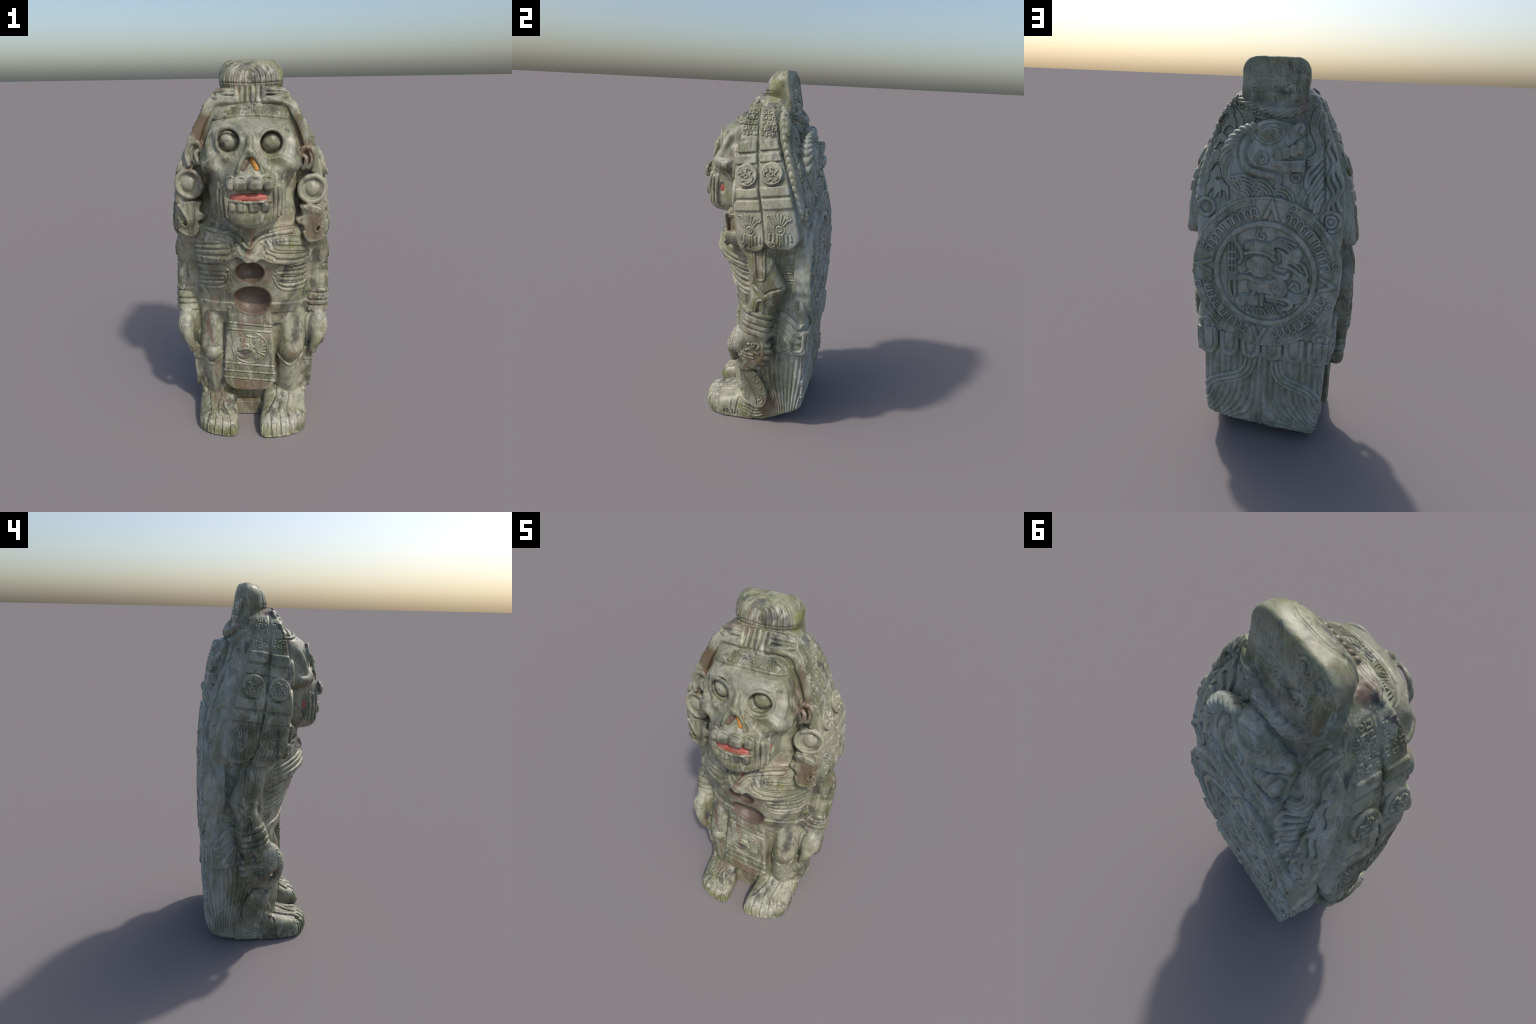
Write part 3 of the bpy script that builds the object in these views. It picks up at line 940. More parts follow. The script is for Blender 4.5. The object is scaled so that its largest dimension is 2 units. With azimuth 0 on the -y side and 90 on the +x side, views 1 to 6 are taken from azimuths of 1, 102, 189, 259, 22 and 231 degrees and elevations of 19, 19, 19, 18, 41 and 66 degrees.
for m in range(4):                                                     # swept plumes behind the headdress
    D.stroke(fig([(-0.03, 1.150 - 0.008 * m), (-0.075, 1.172 - 0.012 * m), (-0.115, 1.160 - 0.016 * m), (-0.150 + 0.012 * m, 1.150 - 0.028 * m)]), 0.0058, 0.012)
    D.stroke(fig([(-0.055, 1.120), (-0.078 - 0.006 * m, 1.105), (-0.086 - 0.008 * m, 1.070), (-0.084 - 0.008 * m, 1.045)]), 0.005, 0.011)
D.stroke(fig([(0.165, 1.165), (0.150, 1.130), (0.128, 1.105), (0.118, 1.060), (0.132, 1.030)]), 0.010, 0.013)
D.stroke(spiral(S(0.160, 1.160), 0.016, 1.0), 0.005, 0.014)
for x in (0.185, 0.168, 0.152):
    D.stroke(fig([(x, 1.120), (x, 0.985)]), 0.0055, 0.010, 1)
for z in (1.085, 1.05, 1.015):
    D.stroke(fig([(0.190, z), (0.150, z)]), 0.0055, 0.013, 1)
D.raised(fig([(0.185, 0.985), (0.14, 0.985), (0.14, 0.940), (0.185, 0.935)]), 0.010, 0.010)
for m in range(4):
    D.stroke(fig([(0.180, 0.978 - 0.012 * m), (0.150, 0.978 - 0.012 * m)]), 0.005, 0.014, 1)
D.stroke(fig([(0.178, 0.93), (0.180, 0.89), (0.168, 0.855)]), 0.009, 0.011)
D.stroke(fig([(0.155, 0.93), (0.152, 0.89), (0.150, 0.858)]), 0.008, 0.011)
D.ring(S(0.128, 0.955), 0.011, 0.006, 0.013)
D.stroke(fig([(0.125, 0.955), (0.090, 0.962), (0.060, 0.950)]), 0.014, 0.012)
D.raised(fig([(0.065, 0.955), (-0.03, 0.955), (-0.035, 0.90), (0.02, 0.885), (0.075, 0.895), (0.085, 0.93)]), 0.009, 0.012)
for m in range(5):
    D.dome(S(0.055 - 0.022 * m, 0.945 - 0.004 * (m % 2)), 0.0105, 0.015)
D.stroke(fig([(0.060, 0.925), (0.050, 0.885), (0.062, 0.872)]), 0.009, 0.014)
D.raised(fig([(0.035, 0.905), (-0.045, 0.905), (-0.045, 0.885), (0.035, 0.885)]), 0.012, 0.008)
c = S(-0.068, 0.922)
D.dome(c, 0.050, 0.010); D.ring(c, 0.043, 0.007, 0.015); D.ring(c, 0.019, 0.006, 0.017); D.dome(c, 0.010, 0.018)
for m in range(5):
    D.stroke(fig([(-0.120, 0.905 - 0.010 * m), (-0.160, 0.895 - 0.011 * m), (-0.190, 0.900 - 0.009 * m), (-0.218, 0.930 - 0.016 * m)]), 0.0052, 0.012)
D.stroke(fig([(-0.125, 0.93), (-0.145, 0.955), (-0.165, 0.945), (-0.168, 0.925)]), 0.008, 0.012)
D.stroke(fig([(-0.02, 1.000), (-0.06, 0.985), (-0.105, 0.978), (-0.118, 0.995)]), 0.014, 0.013)
D.stroke(fig([(-0.07, 1.038), (-0.12, 1.035), (-0.165, 1.005), (-0.205, 0.985)]), 0.011, 0.012)
for m in range(3):
    D.stroke(fig([(-0.165 - 0.012 * m, 1.000 - 0.004 * m), (-0.195 - 0.010 * m, 0.972 - 0.002 * m)]), 0.005, 0.016, 1)
D.raised(fig([(-0.09, 1.055), (-0.115, 1.120), (-0.16, 1.135), (-0.185, 1.105), (-0.17, 1.07), (-0.13, 1.05)]), 0.011, 0.014)
D.stroke(fig([(-0.12, 1.10), (-0.15, 1.09), (-0.17, 1.105)]), 0.005, 0.015)
D.stroke(fig([(-0.15, 1.065), (-0.185, 1.055), (-0.205, 1.020), (-0.213, 0.995)]), 0.009, 0.012)
D.stroke(fig([(-0.13, 1.055), (-0.16, 1.045), (-0.18, 1.02)]), 0.006, 0.012)
D.raised(fig([(0.135, 0.862), (0.03, 0.870), (0.03, 0.815), (0.13, 0.800), (0.150, 0.825)]), 0.009, 0.012)
for z in (0.860, 0.845):
    D.stroke(fig([(0.125, z - 0.008), (0.075, z), (0.035, z)]), 0.005, 0.014)
c = S(0.086, 0.815); D.ring(c, 0.016, 0.006, 0.015); D.dome(c, 0.008, 0.015)
D.stroke(fig([(0.088, 0.800), (0.085, 0.772), (0.072, 0.768)]), 0.009, 0.012)
for m in range(4):
    D.stroke(fig([(0.045 - 0.012 * m, 0.800), (0.050 - 0.022 * m, 0.770)]), 0.006, 0.011, 1)
D.raised(fig([(0.02, 0.880), (0.0, 0.880), (0.0, 0.815), (0.02, 0.815)]), 0.010, 0.010)
D.stroke(fig([(-0.015, 0.870), (-0.07, 0.868), (-0.120, 0.860), (-0.140, 0.838), (-0.120, 0.815), (-0.085, 0.815)]), 0.013, 0.012)
D.stroke(fig([(-0.015, 0.850), (-0.07, 0.848), (-0.105, 0.840)]), 0.007, 0.012)
c = S(-0.085, 0.816); D.ring(c, 0.015, 0.006, 0.016); D.dome(c, 0.008, 0.015)
for m in range(3):
    D.stroke(fig([(-0.005 - 0.014 * m, 0.835), (-0.035 - 0.016 * m, 0.785)]), 0.0055, 0.013, 1)
D.stroke(fig([(-0.090, 0.798), (-0.098, 0.782), (-0.110, 0.785)]), 0.008, 0.012)
D.apply(1.3)

# ----- cape around and above the disc -----
k = kinds("cape", "rope", "fringe") & (NY > 0.25) & (PZ > 0.55)
D = Carving(k, PX, PZ, (0, 1, 0))
for c in ((0.305, 0.674), (-0.297, 0.657)):
    D.ring(c, 0.036, 0.011, 0.008); D.dome(c, 0.016, 0.007); D.ring(c, 0.052, 0.004, 0.003)
c = (-0.304, 1.270); D.ring(c, 0.046, 0.010, 0.010); D.ring(c, 0.025, 0.008, 0.009); D.dome(c, 0.012, 0.008)
c = (0.312, 1.292); D.ring(c, 0.040, 0.011, 0.009); D.dome(c, 0.019, 0.008)
c = (-0.258, 1.668); D.dome(c, 0.032, 0.016); D.stroke([(-0.262, 1.70), (-0.258, 1.672), (-0.268, 1.660)], 0.006, 0.024)
for m in range(3):                                                      # ribbon in front of the snout
    o = 0.013 * m
    D.stroke([(-0.186 - o, 1.764), (-0.172 - o, 1.694), (-0.190 - o, 1.648), (-0.212 - o, 1.603), (-0.196 - o * 0.8, 1.560 - o * 0.7), (-0.161, 1.545 - o * 1.1)], 0.0075, 0.014)
D.stroke([(-0.222, 1.742), (-0.240, 1.627), (-0.256, 1.484), (-0.272, 1.309), (-0.274, 1.22)], 0.005, -0.008)
WAVES = [((-0.236, 1.552), (-0.205, 1.520), (-0.180, 1.495), (-0.172, 1.450), (-0.178, 1.420)), ((-0.242, 1.530), (-0.214, 1.490), (-0.192, 1.465), (-0.184, 1.425)),
         ((-0.247, 1.500), (-0.222, 1.462), (-0.206, 1.430), (-0.186, 1.400)), ((-0.250, 1.470), (-0.228, 1.430), (-0.206, 1.400), (-0.190, 1.350)),
         ((-0.252, 1.440), (-0.232, 1.405), (-0.212, 1.375), (-0.202, 1.330)), ((-0.256, 1.405), (-0.240, 1.380), (-0.225, 1.350), (-0.222, 1.310)),
         ((-0.258, 1.375), (-0.245, 1.350), (-0.238, 1.315))]
for P in WAVES:
    D.stroke(P, 0.0105, 0.017)
for o in range(3):                                                      # wavy tresses at the edge
    z = np.linspace(1.635, 1.325, 16)
    x = -0.272 - 0.022 * o - 0.09 * (1.635 - z) + 0.013 * np.sin((1.635 - z) * 46 + o * 0.9)
    D.stroke(list(zip(x, z)), 0.010, 0.015, 2)
for m in range(9):                                                      # plait above the eye and hair along the rope
    t = m / 8
    D.stroke([(0.205 - 0.17 * t, 1.775 - 0.045 * t), (0.175 - 0.15 * t, 1.748 - 0.030 * t), (0.150 - 0.10 * t, 1.735 - 0.02 * t)], 0.008, 0.010)
for m in range(5):
    D.stroke([(0.170 - 0.006 * m, 1.752 - 0.013 * m), (0.125, 1.735 - 0.012 * m), (0.100 + 0.006 * m, 1.712 - 0.012 * m), (0.118 + 0.006 * m, 1.690 - 0.010 * m)], 0.0062, 0.010)
for cx, cz, n_ in ((0.225, 1.668, 5), (0.258, 1.590, 4), (0.262, 1.500, 4), (0.258, 1.430, 5), (0.275, 1.380, 4), (0.235, 1.370, 5), (0.245, 1.720, 5)):
    for m in range(n_):                                                 # curls of feathers on the other side
        o = 0.012 * m
        D.stroke([(cx + 0.040, cz - 0.030 + o), (cx + 0.010, cz + 0.012 + o * 0.9), (cx - 0.025, cz + 0.004 + o * 0.6), (cx - 0.032, cz - 0.030 + o * 0.4)], 0.0062, 0.011)
c = (0.280, 1.538); D.dome(c, 0.026, 0.012); D.ring(c, 0.018, 0.006, 0.014)
D.stroke([(-0.345, 0.617), (-0.1, 0.603), (0.1, 0.600), (0.345, 0.617)], 0.005, -0.004)
D.apply()

# twist of the ropes
for r, pts, step in ((rope, ROPE, 0.034), (rope_side, ROPE_SIDE, 0.036)):
    k = np.nonzero(owned(r))[0]
    C = curve(pts, 40); L = np.concatenate([[0], np.cumsum(np.linalg.norm(np.diff(C, axis=0), axis=1))])
    d = ((POINTS[k][:, None, :] - C[None]) ** 2).sum(2).argmin(1)
    tg = np.gradient(C, axis=0)[d]; tg /= np.linalg.norm(tg, axis=1)[:, None]
    rel = POINTS[k] - C[d]
    s = L[d] + (rel * tg).sum(1)
    side = np.cross(tg, np.array([0, 1.0, 0])); across = (rel * side).sum(1)
    ph = (s + 1.8 * across) / step
    h = 0.0055 * (np.abs(np.sin(np.pi * ph)) ** 0.8 - 0.6)
    POINTS[k] += NORMALS[k] * h[:, None]

# ----- serpent head -----
k = (kinds("serpent_head", "serpent_eye", "serpent_snout", "serpent_mane", "serpent_jaw") | (kinds("cape") & (PZ > 1.33) & (PZ < 1.47) & (np.abs(PX) < 0.16))) & (NY > 0.0)
D = Carving(k, PX, PZ, (0, 1, 0))
LID = [(0.098, 1.664), (0.043, 1.702), (-0.017, 1.711), (-0.055, 1.690), (-0.040, 1.640), (0.016, 1.613), (0.065, 1.630), (0.098, 1.664)]
D.stroke(LID, 0.007, 0.006)
for o in (0.012, 0.024):
    D.stroke([(0.090, 1.668 + o * 0.2), (0.043, 1.697 - o), (-0.010, 1.704 - o), (-0.050, 1.688 - o)], 0.0042, 0.005)
IRIS = [(0.066, 1.658), (0.024, 1.682), (-0.024, 1.670), (0.014, 1.640), (0.066, 1.658)]
D.stroke(IRIS, 0.005, 0.005, 6)
D.stroke([(0.02 + (x - 0.02) * 0.6, 1.661 + (z - 1.661) * 0.6) for x, z in IRIS], 0.0035, 0.005, 6)
D.stroke([(-0.155, 1.652), (-0.130, 1.640), (-0.084, 1.599), (-0.008, 1.553)], 0.0045, -0.007)
D.stroke([(-0.135, 1.650), (-0.084, 1.610), (-0.015, 1.566)], 0.006, 0.004)
D.stroke([(0.095, 1.618), (0.115, 1.585), (0.112, 1.545), (0.090, 1.508), (0.044, 1.497), (-0.048, 1.482), (-0.064, 1.455), (-0.060, 1.43)], 0.006, -0.011)
D.stroke([(0.120, 1.630), (0.138, 1.590), (0.136, 1.545), (0.112, 1.500), (0.060, 1.478), (-0.010, 1.468), (-0.036, 1.455), (-0.042, 1.425)], 0.014, 0.007)
D.stroke([(0.138, 1.640), (0.158, 1.590), (0.156, 1.545), (0.134, 1.488), (0.080, 1.458), (0.0, 1.446)], 0.006, -0.008)
D.stroke(spiral((0.039, 1.545), 0.026, 1.3, 2.0), 0.0055, 0.006)
D.ring((0.039, 1.545), 0.032, 0.004, -0.005)
D.ring((-0.124, 1.464), 0.017, 0.007, 0.012)
D.stroke([(-0.130, 1.690), (-0.118, 1.668), (-0.132, 1.655)], 0.006, -0.010)
for m in range(3):
    D.stroke([(-0.05, 1.516 + 0.010 * m), (-0.160, 1.522 + 0.011 * m)], 0.0035, -0.003, 1)
for cx, cz, r0, n_ in ((0.130, 1.355, 0.040, 5), (0.062, 1.352, 0.030, 5), (-0.046, 1.345, 0.026, 4), (0.170, 1.40, 0.02, 3)):     # bands of the neck running under the disc
    for m in range(n_):
        r = r0 + 0.0165 * m
        D.stroke([(cx - r * math.sin(t_), cz + r * math.cos(t_)) for t_ in np.linspace(-0.2, 1.65, 7)], 0.0075, 0.009, 2)
D.apply()
k = np.nonzero(kinds("serpent_mane"))[0]
a = np.arctan2(PZ[k] - 1.545, PX[k] - 0.10)
rr = np.hypot(PZ[k] - 1.545, PX[k] - 0.10)
POINTS[k] += NORMALS[k] * (0.007 * np.abs(np.sin(a * 12 + rr * 130)) - 0.004)[:, None]

# ----- back of the crown: worn glyphs -----
k = kinds("crown") & (NY > 0.5)
D = Carving(k, PX, PZ, None)
for c, r in (((-0.045, 1.955), 0.024), ((0.027, 1.850), 0.022)):
    D.ring(c, r, 0.005, 0.005); D.ring(c, r * 0.55, 0.004, 0.005); D.dome(c, 0.005, 0.004)
for m in range(3):
    o = 0.011 * m
    D.stroke([(-0.005 - o, 1.815 + o * 0.3), (-0.015 - o, 1.840), (-0.045 - o * 0.7, 1.862 - o * 0.4), (-0.085, 1.878 - o)], 0.0048, 0.006)
    D.stroke([(0.085, 1.826 - o), (0.050, 1.818 - o), (0.030 - o, 1.822 - o), (0.005, 1.832 - o)], 0.0048, 0.006)
    D.stroke([(0.118 - o, 1.925), (0.108 - o, 1.900), (0.096 - o, 1.875), (0.100 - o, 1.850)], 0.0046, 0.004)
    D.stroke([(-0.070 - o * 1.2, 1.852), (-0.062 - o * 1.3, 1.830), (-0.072 - o * 1.2, 1.808)], 0.0055, 0.006)
D.stroke([(0.115, 1.862), (0.070, 1.866)], 0.007, 0.004); D.stroke([(0.118, 1.846), (0.072, 1.842)], 0.007, 0.004)
D.stroke([(0.075, 1.900), (0.035, 1.895)], 0.008, 0.004); D.stroke([(0.025, 1.898), (-0.005, 1.890)], 0.008, 0.003)
for m in range(7):
    x = 0.085 - 0.021 * m
    D.stroke([(x, 1.958), (x + 0.004 * math.sin(m), 1.935), (x - 0.002, 1.915)], 0.0045, 0.0035)
for m in range(9):
    D.dome((-0.060 - 0.011 * (m % 3), 1.920 - 0.013 * (m // 3) - 0.02), 0.0058, 0.005)
D.stroke([(-0.100, 1.965), (-0.118, 1.950), (-0.110, 1.930), (-0.085, 1.938)], 0.005, 0.006)
D.stroke([(-0.132, 1.95), (-0.138, 1.90), (-0.134, 1.82)], 0.0045, 0.004)
D.stroke([(0.12, 1.81), (0.05, 1.795), (-0.05, 1.797), (-0.11, 1.815)], 0.004, 0.004)
D.apply()
# front of the crown: nested shallow arches
k = kinds("crown") & (NY < -0.2)
D = Carving(k, PX - 0.014, PZ, None)
for m in range(5):
    w = 0.025 + 0.026 * m
    D.stroke([(-w, 1.86), (-w * 1.03, 1.91 + 0.004 * m), (-w * 0.7, 1.945 + 0.009 * m), (0, 1.955 + 0.009 * m), (w * 0.7, 1.945 + 0.009 * m), (w * 1.03, 1.91 + 0.004 * m), (w, 1.86)], 0.0055, 0.0026)
D.stroke([(-0.15, 1.893), (0, 1.886), (0.15, 1.893)], 0.004, -0.003)
D.dome((0.0, 1.925), 0.020, 0.004)
D.apply()

# ----- train: flutes with two crossing sashes -----
k = kinds("train") & (PZ < 0.53) & (NY > -0.35) & (np.abs(NX) < 0.72)
D = Carving(k, PX, PZ, None)
BANDS = [[(0.060, 0.53), (0.076, 0.44), (0.128, 0.386), (0.234, 0.347), (0.284, 0.308), (0.310, 0.24)],
         [(-0.072, 0.53), (-0.085, 0.433), (-0.134, 0.385), (-0.217, 0.358), (-0.274, 0.319), (-0.306, 0.25)]]
near = np.full(len(D.i), 9.0)
for P in BANDS:
    near = np.minimum(near, D.line_distance(curve(P, 6), np.arange(len(D.i))))
below = np.clip((0.33 - D.w) / 0.3, 0, 1)
bend = np.where(D.u > 0.02, -0.22, 0.24) * below ** 2 * np.clip(np.abs(D.u) / 0.15, 0, 1)     # flutes flow outward near the ground
ph = (D.u + bend * np.where(D.w < 0.36, 1, 0)) / 0.0335
flute = 0.0125 * (np.abs(np.sin(np.pi * ph)) - 0.80)
sash = 0.011 - 0.010 * np.exp(-((np.abs(near) - 0.013) / 0.0035) ** 2)
t = np.clip((near - 0.031) / 0.006, 0, 1)
D.up[:] = 0
h = sash * (1 - t) + flute * t
h = h - 0.006 * np.exp(-((near - 0.034) / 0.004) ** 2)
D.free(h); D.apply()
# sides of the train
k = kinds("train", "torso", "cape") & (PZ < 0.52) & (PZ > 0.03) & (np.abs(NX) > 0.72)
D = Carving(k, PY, PZ, None)
gather = along(PZ[k], [(0.05, 0.42), (0.14, 0.5), (0.28, 0.78), (0.42, 1.0), (0.6, 1.0)])
s = 0.25 + (PY[k] - 0.25) / gather
D.free(0.0090 * (np.abs(np.sin(np.pi * s / 0.030)) ** 0.9 - 0.63) * np.clip((PZ[k] - 0.06) / 0.06, 0, 1)); D.apply()
# tabs: a raised U on each
for i, x in enumerate(TABS):
    k = kinds("tab") & (NY > 0.5) & (np.abs(PX - x) < 0.06)
    D = Carving(k, PX - x, PZ, None)
    D.stroke([(-0.040, 0.65), (-0.040, 0.565), (-0.028, 0.530), (0, 0.518), (0.028, 0.530), (0.040, 0.565), (0.040, 0.65)], 0.013, 0.008)
    D.stroke([(-0.056, 0.65), (-0.056, 0.55)], 0.005, -0.006, 1); D.stroke([(0.056, 0.65), (0.056, 0.55)], 0.005, -0.006, 1)
    D.raised([(-0.022, 0.65), (-0.022, 0.565), (-0.010, 0.548), (0.010, 0.548), (0.022, 0.565), (0.022, 0.65)], 0.004, 0.008)
    D.apply()
for sx in (-1, 1):
    k = kinds("tab") & (NX * sx > 0.6) & (PX * sx > 0)
    D = Carving(k, PY, PZ, None)
    for yc in (0.285, 0.205):
        D.stroke([(yc - 0.030, 0.66), (yc - 0.030, 0.560), (yc - 0.016, 0.535), (yc + 0.010, 0.533), (yc + 0.028, 0.560), (yc + 0.028, 0.66)], 0.009, 0.005)
    D.apply()
    k = kinds("cape") & (NX * sx > 0.6) & (PX * sx > 0) & (PZ > 0.75) & (PZ < 1.12)
    D = Carving(k, PY, PZ, None)
    D.stroke([(0.275, 0.78), (0.275, 1.10)], 0.005, -0.006, 1)
    for m in range(6):
        z = 1.09 - 0.055 * m
        D.stroke([(0.19, z), (0.245, z + 0.006), (0.25, z - 0.03), (0.20, z - 0.035)], 0.0045, 0.004)
    D.apply()

# ----- headdress straps: carved upper panels, fan panels, medallion signs -----
for sx in (-1, 1):
    k = kinds("headdress_strap", "medallion") & (NX * sx > 0.72) & (PX * sx > 0)
    gap = along(PZ, STRAP_GAP)
    D = Carving(k, PY - gap, PZ, None)
    for band in (-1, 1):
        c0 = -0.047 if band < 0 else 0.050
        for row in range(6):                                              # maze of small signs above the bars
            z = 1.815 - 0.025 * row
            for col in range(3):
                y = c0 + (col - 1) * (0.022 + 0.002 * row) * 0.95
                turn = rng.random() * 6.283
                if (row + col) % 2:
                    D.stroke(spiral((y, z), 0.0105, 1.2, turn, 12, 1 if col else -1), 0.0036, 0.0030, 2)
                else:
                    q = [(-0.009, -0.010), (-0.009, 0.009), (0.009, 0.009), (0.009, -0.004), (0.0, -0.004)]
                    e = 1 if (row // 2 + col) % 2 else -1
                    D.stroke([(y + e * a_, z + e * b_) for a_, b_ in q], 0.0036, 0.0030, 1)
            D.stroke([(c0 - 0.034, z - 0.0125), (c0 + 0.034, z - 0.0125)], 0.0026, -0.0022, 1)
        zc, w = (1.225, 0.068) if band < 0 else (1.248, 0.072)              # fan panels at the ends
        c = (c0 * 1.65, zc - 0.005)
        D.ring(c, 0.013, 0.005, 0.005); D.dome(c, 0.006, 0.004); D.ring(c, 0.028, 0.004, 0.003)
        for m in range(7):
            a = math.radians(-48 + 16 * m)
            D.stroke([(c[0] + 0.034 * math.sin(a), c[1] + 0.034 * math.cos(a)), (c[0] + 0.070 * math.sin(a), c[1] + 0.074 * math.cos(a))], 0.0048, 0.005, 1)
        for e in (-1, 1):
            D.stroke(spiral((c[0] + e * 0.050, c[1] + 0.055), 0.014, 1.0, 0, 10, e), 0.0042, 0.005, 2)
            for m in range(3):
                D.stroke([(c[0] + e * (0.012 + 0.020 * m), c[1] - 0.030), (c[0] + e * (0.014 + 0.020 * m), c[1] - 0.075 + 0.010 * m)], 0.0062, 0.005, 1)
        D.stroke([(c[0], c[1] - 0.032), (c[0], c[1] - 0.085)], 0.006, 0.005, 1)
        D.ring((c[0] - 0.035, c[1] - 0.080), 0.010, 0.004, 0.005)
    for yc, zc in ((-0.032, 1.489), (0.098, 1.508)):                         # signs on the medallions
        c = (yc - float(along(zc, STRAP_GAP)), zc)
        w0 = rng.random() * 6.283                                             # each sign is turned its own way
        R_ = lambda pts: [(c[0] + x * math.cos(w0) - z * math.sin(w0), c[1] + x * math.sin(w0) + z * math.cos(w0)) for x, z in pts]
        D.stroke(R_(spiral((-0.016, 0.018), 0.014, 1.2, w0)), 0.0042, 0.006, 2)
        D.stroke(R_([(0.002, 0.036), (0.010, 0.012), (0.030, 0.020), (0.034, 0.006)]), 0.0045, 0.006)
        D.stroke(R_([(0.034, -0.008), (0.016, -0.012), (0.018, -0.030), (0.002, -0.036)]), 0.0045, 0.006)
        D.stroke(R_([(-0.036, -0.002), (-0.020, -0.010), (-0.024, -0.026), (-0.010, -0.034)]), 0.0045, 0.006)
        D.ring((c[0], c[1]), 0.009, 0.004, 0.006)
    D.apply()

# ----- chest: collar folds and ribs -----
k = kinds("rib_cage", "neck", "torso") & (NY < 0.1) & (PZ > 0.78) & (PZ < 1.22)
D = Carving(k, PX, PZ, None)
for P in ([(0.021, 1.130), (0.042, 1.152), (0.077, 1.166), (0.13, 1.172), (0.217, 1.170)], [(-0.035, 1.130), (-0.063, 1.158), (-0.099, 1.175), (-0.184, 1.180), (-0.215, 1.183)]):
    D.stroke(P, 0.011, 0.011)
    D.stroke([(x * 1.05, z + 0.016) for x, z in P], 0.009, -0.010)
D.stroke([(-0.037, 1.136), (-0.018, 1.114), (0.005, 1.108), (0.022, 1.130)], 0.010, 0.011)
D.stroke([(-0.05, 1.12), (-0.03, 1.085), (0.005, 1.075), (0.035, 1.085), (0.055, 1.12)], 0.014, -0.007)
RIB_LINES = [[(0.126, 1.140), (0.140, 1.115), (0.220, 1.096), (0.319, 1.062)], [(0.080, 1.133), (0.094, 1.098), (0.129, 1.077), (0.220, 1.056), (0.315, 1.028)],
             [(0.083, 1.078), (0.122, 1.060), (0.136, 1.045), (0.220, 1.024), (0.310, 1.003)], [(0.112, 1.153), (0.15, 1.150), (0.202, 1.148), (0.25, 1.13)],
             [(-0.305, 1.072), (-0.232, 1.100), (-0.135, 1.123), (-0.110, 1.142), (-0.14, 1.155)], [(-0.303, 1.052), (-0.212, 1.080), (-0.118, 1.094), (-0.081, 1.118), (-0.095, 1.150)],
             [(-0.303, 1.022), (-0.213, 1.047), (-0.118, 1.063), (-0.082, 1.090)], [(-0.070, 1.135), (-0.095, 1.150), (-0.176, 1.160)]]
for P in RIB_LINES:
    D.stroke(P, 0.0065, -0.006)
    D.stroke([(x, z - 0.013) for x, z in P], 0.010, 0.004)
BELLY = [[(0.135, 0.980), (0.160, 1.003), (0.203, 0.985), (0.300, 0.955)], [(0.150, 0.960), (0.223, 0.945), (0.300, 0.920)], [(0.160, 0.922), (0.224, 0.905), (0.300, 0.888)],
         [(0.150, 0.892), (0.200, 0.872), (0.300, 0.855)], [(0.125, 0.935), (0.140, 0.890), (0.170, 0.855), (0.226, 0.836), (0.300, 0.826)],
         [(-0.300, 0.955), (-0.213, 0.986), (-0.146, 1.000), (-0.118, 0.985)], [(-0.300, 0.920), (-0.203, 0.943), (-0.140, 0.955), (-0.118, 0.935)], [(-0.300, 0.884), (-0.205, 0.910), (-0.150, 0.925)],
         [(-0.300, 0.850), (-0.224, 0.880), (-0.150, 0.900)], [(-0.300, 0.828), (-0.210, 0.848), (-0.150, 0.870), (-0.125, 0.905), (-0.118, 0.96)]]
for P in BELLY:
    D.stroke(P, 0.0052, -0.006)
    D.stroke([(x, z - 0.013) for x, z in P], 0.009, 0.004)
D.apply()

# ----- loincloth: cross lines and a round emblem -----
k = kinds("loincloth") & (NY < -0.3)
D = Carving(k, PX, PZ, None)
for zl, zr in ((0.634, 0.612), (0.594, 0.578), (0.380, 0.360), (0.328, 0.314), (0.284, 0.268)):
    D.stroke([(-0.17, zl + 0.003), (-0.012, (zl + zr) / 2), (0.14, zr - 0.002)], 0.0055, 0.0045)
c = (-0.013, 0.480)
D.ring(c, 0.097, 0.0045, 0.004)
D.stroke([(-0.085, 0.440), (-0.055, 0.420), (-0.02, 0.430), (0.005, 0.455), (-0.03, 0.475), (-0.07, 0.465)], 0.011, 0.006)
D.stroke([(-0.075, 0.478), (-0.035, 0.500), (0.005, 0.485), (0.03, 0.52)], 0.008, 0.006)
D.stroke(spiral((-0.015, 0.490), 0.018, 1.2), 0.0045, 0.007)
for m in range(6):
    a = math.radians(-35 + 22 * m)
    D.stroke([(0.015 + 0.015 * math.cos(a), 0.465 + 0.015 * math.sin(a)), (0.02 + 0.062 * math.cos(a), 0.47 + 0.062 * math.sin(a))], 0.0062, 0.005, 1)
D.stroke(spiral((-0.055, 0.535), 0.016, 1.0), 0.004, 0.005)
D.stroke([(-0.03, 0.555), (0.01, 0.545), (0.04, 0.555)], 0.005, 0.004)
D.apply()

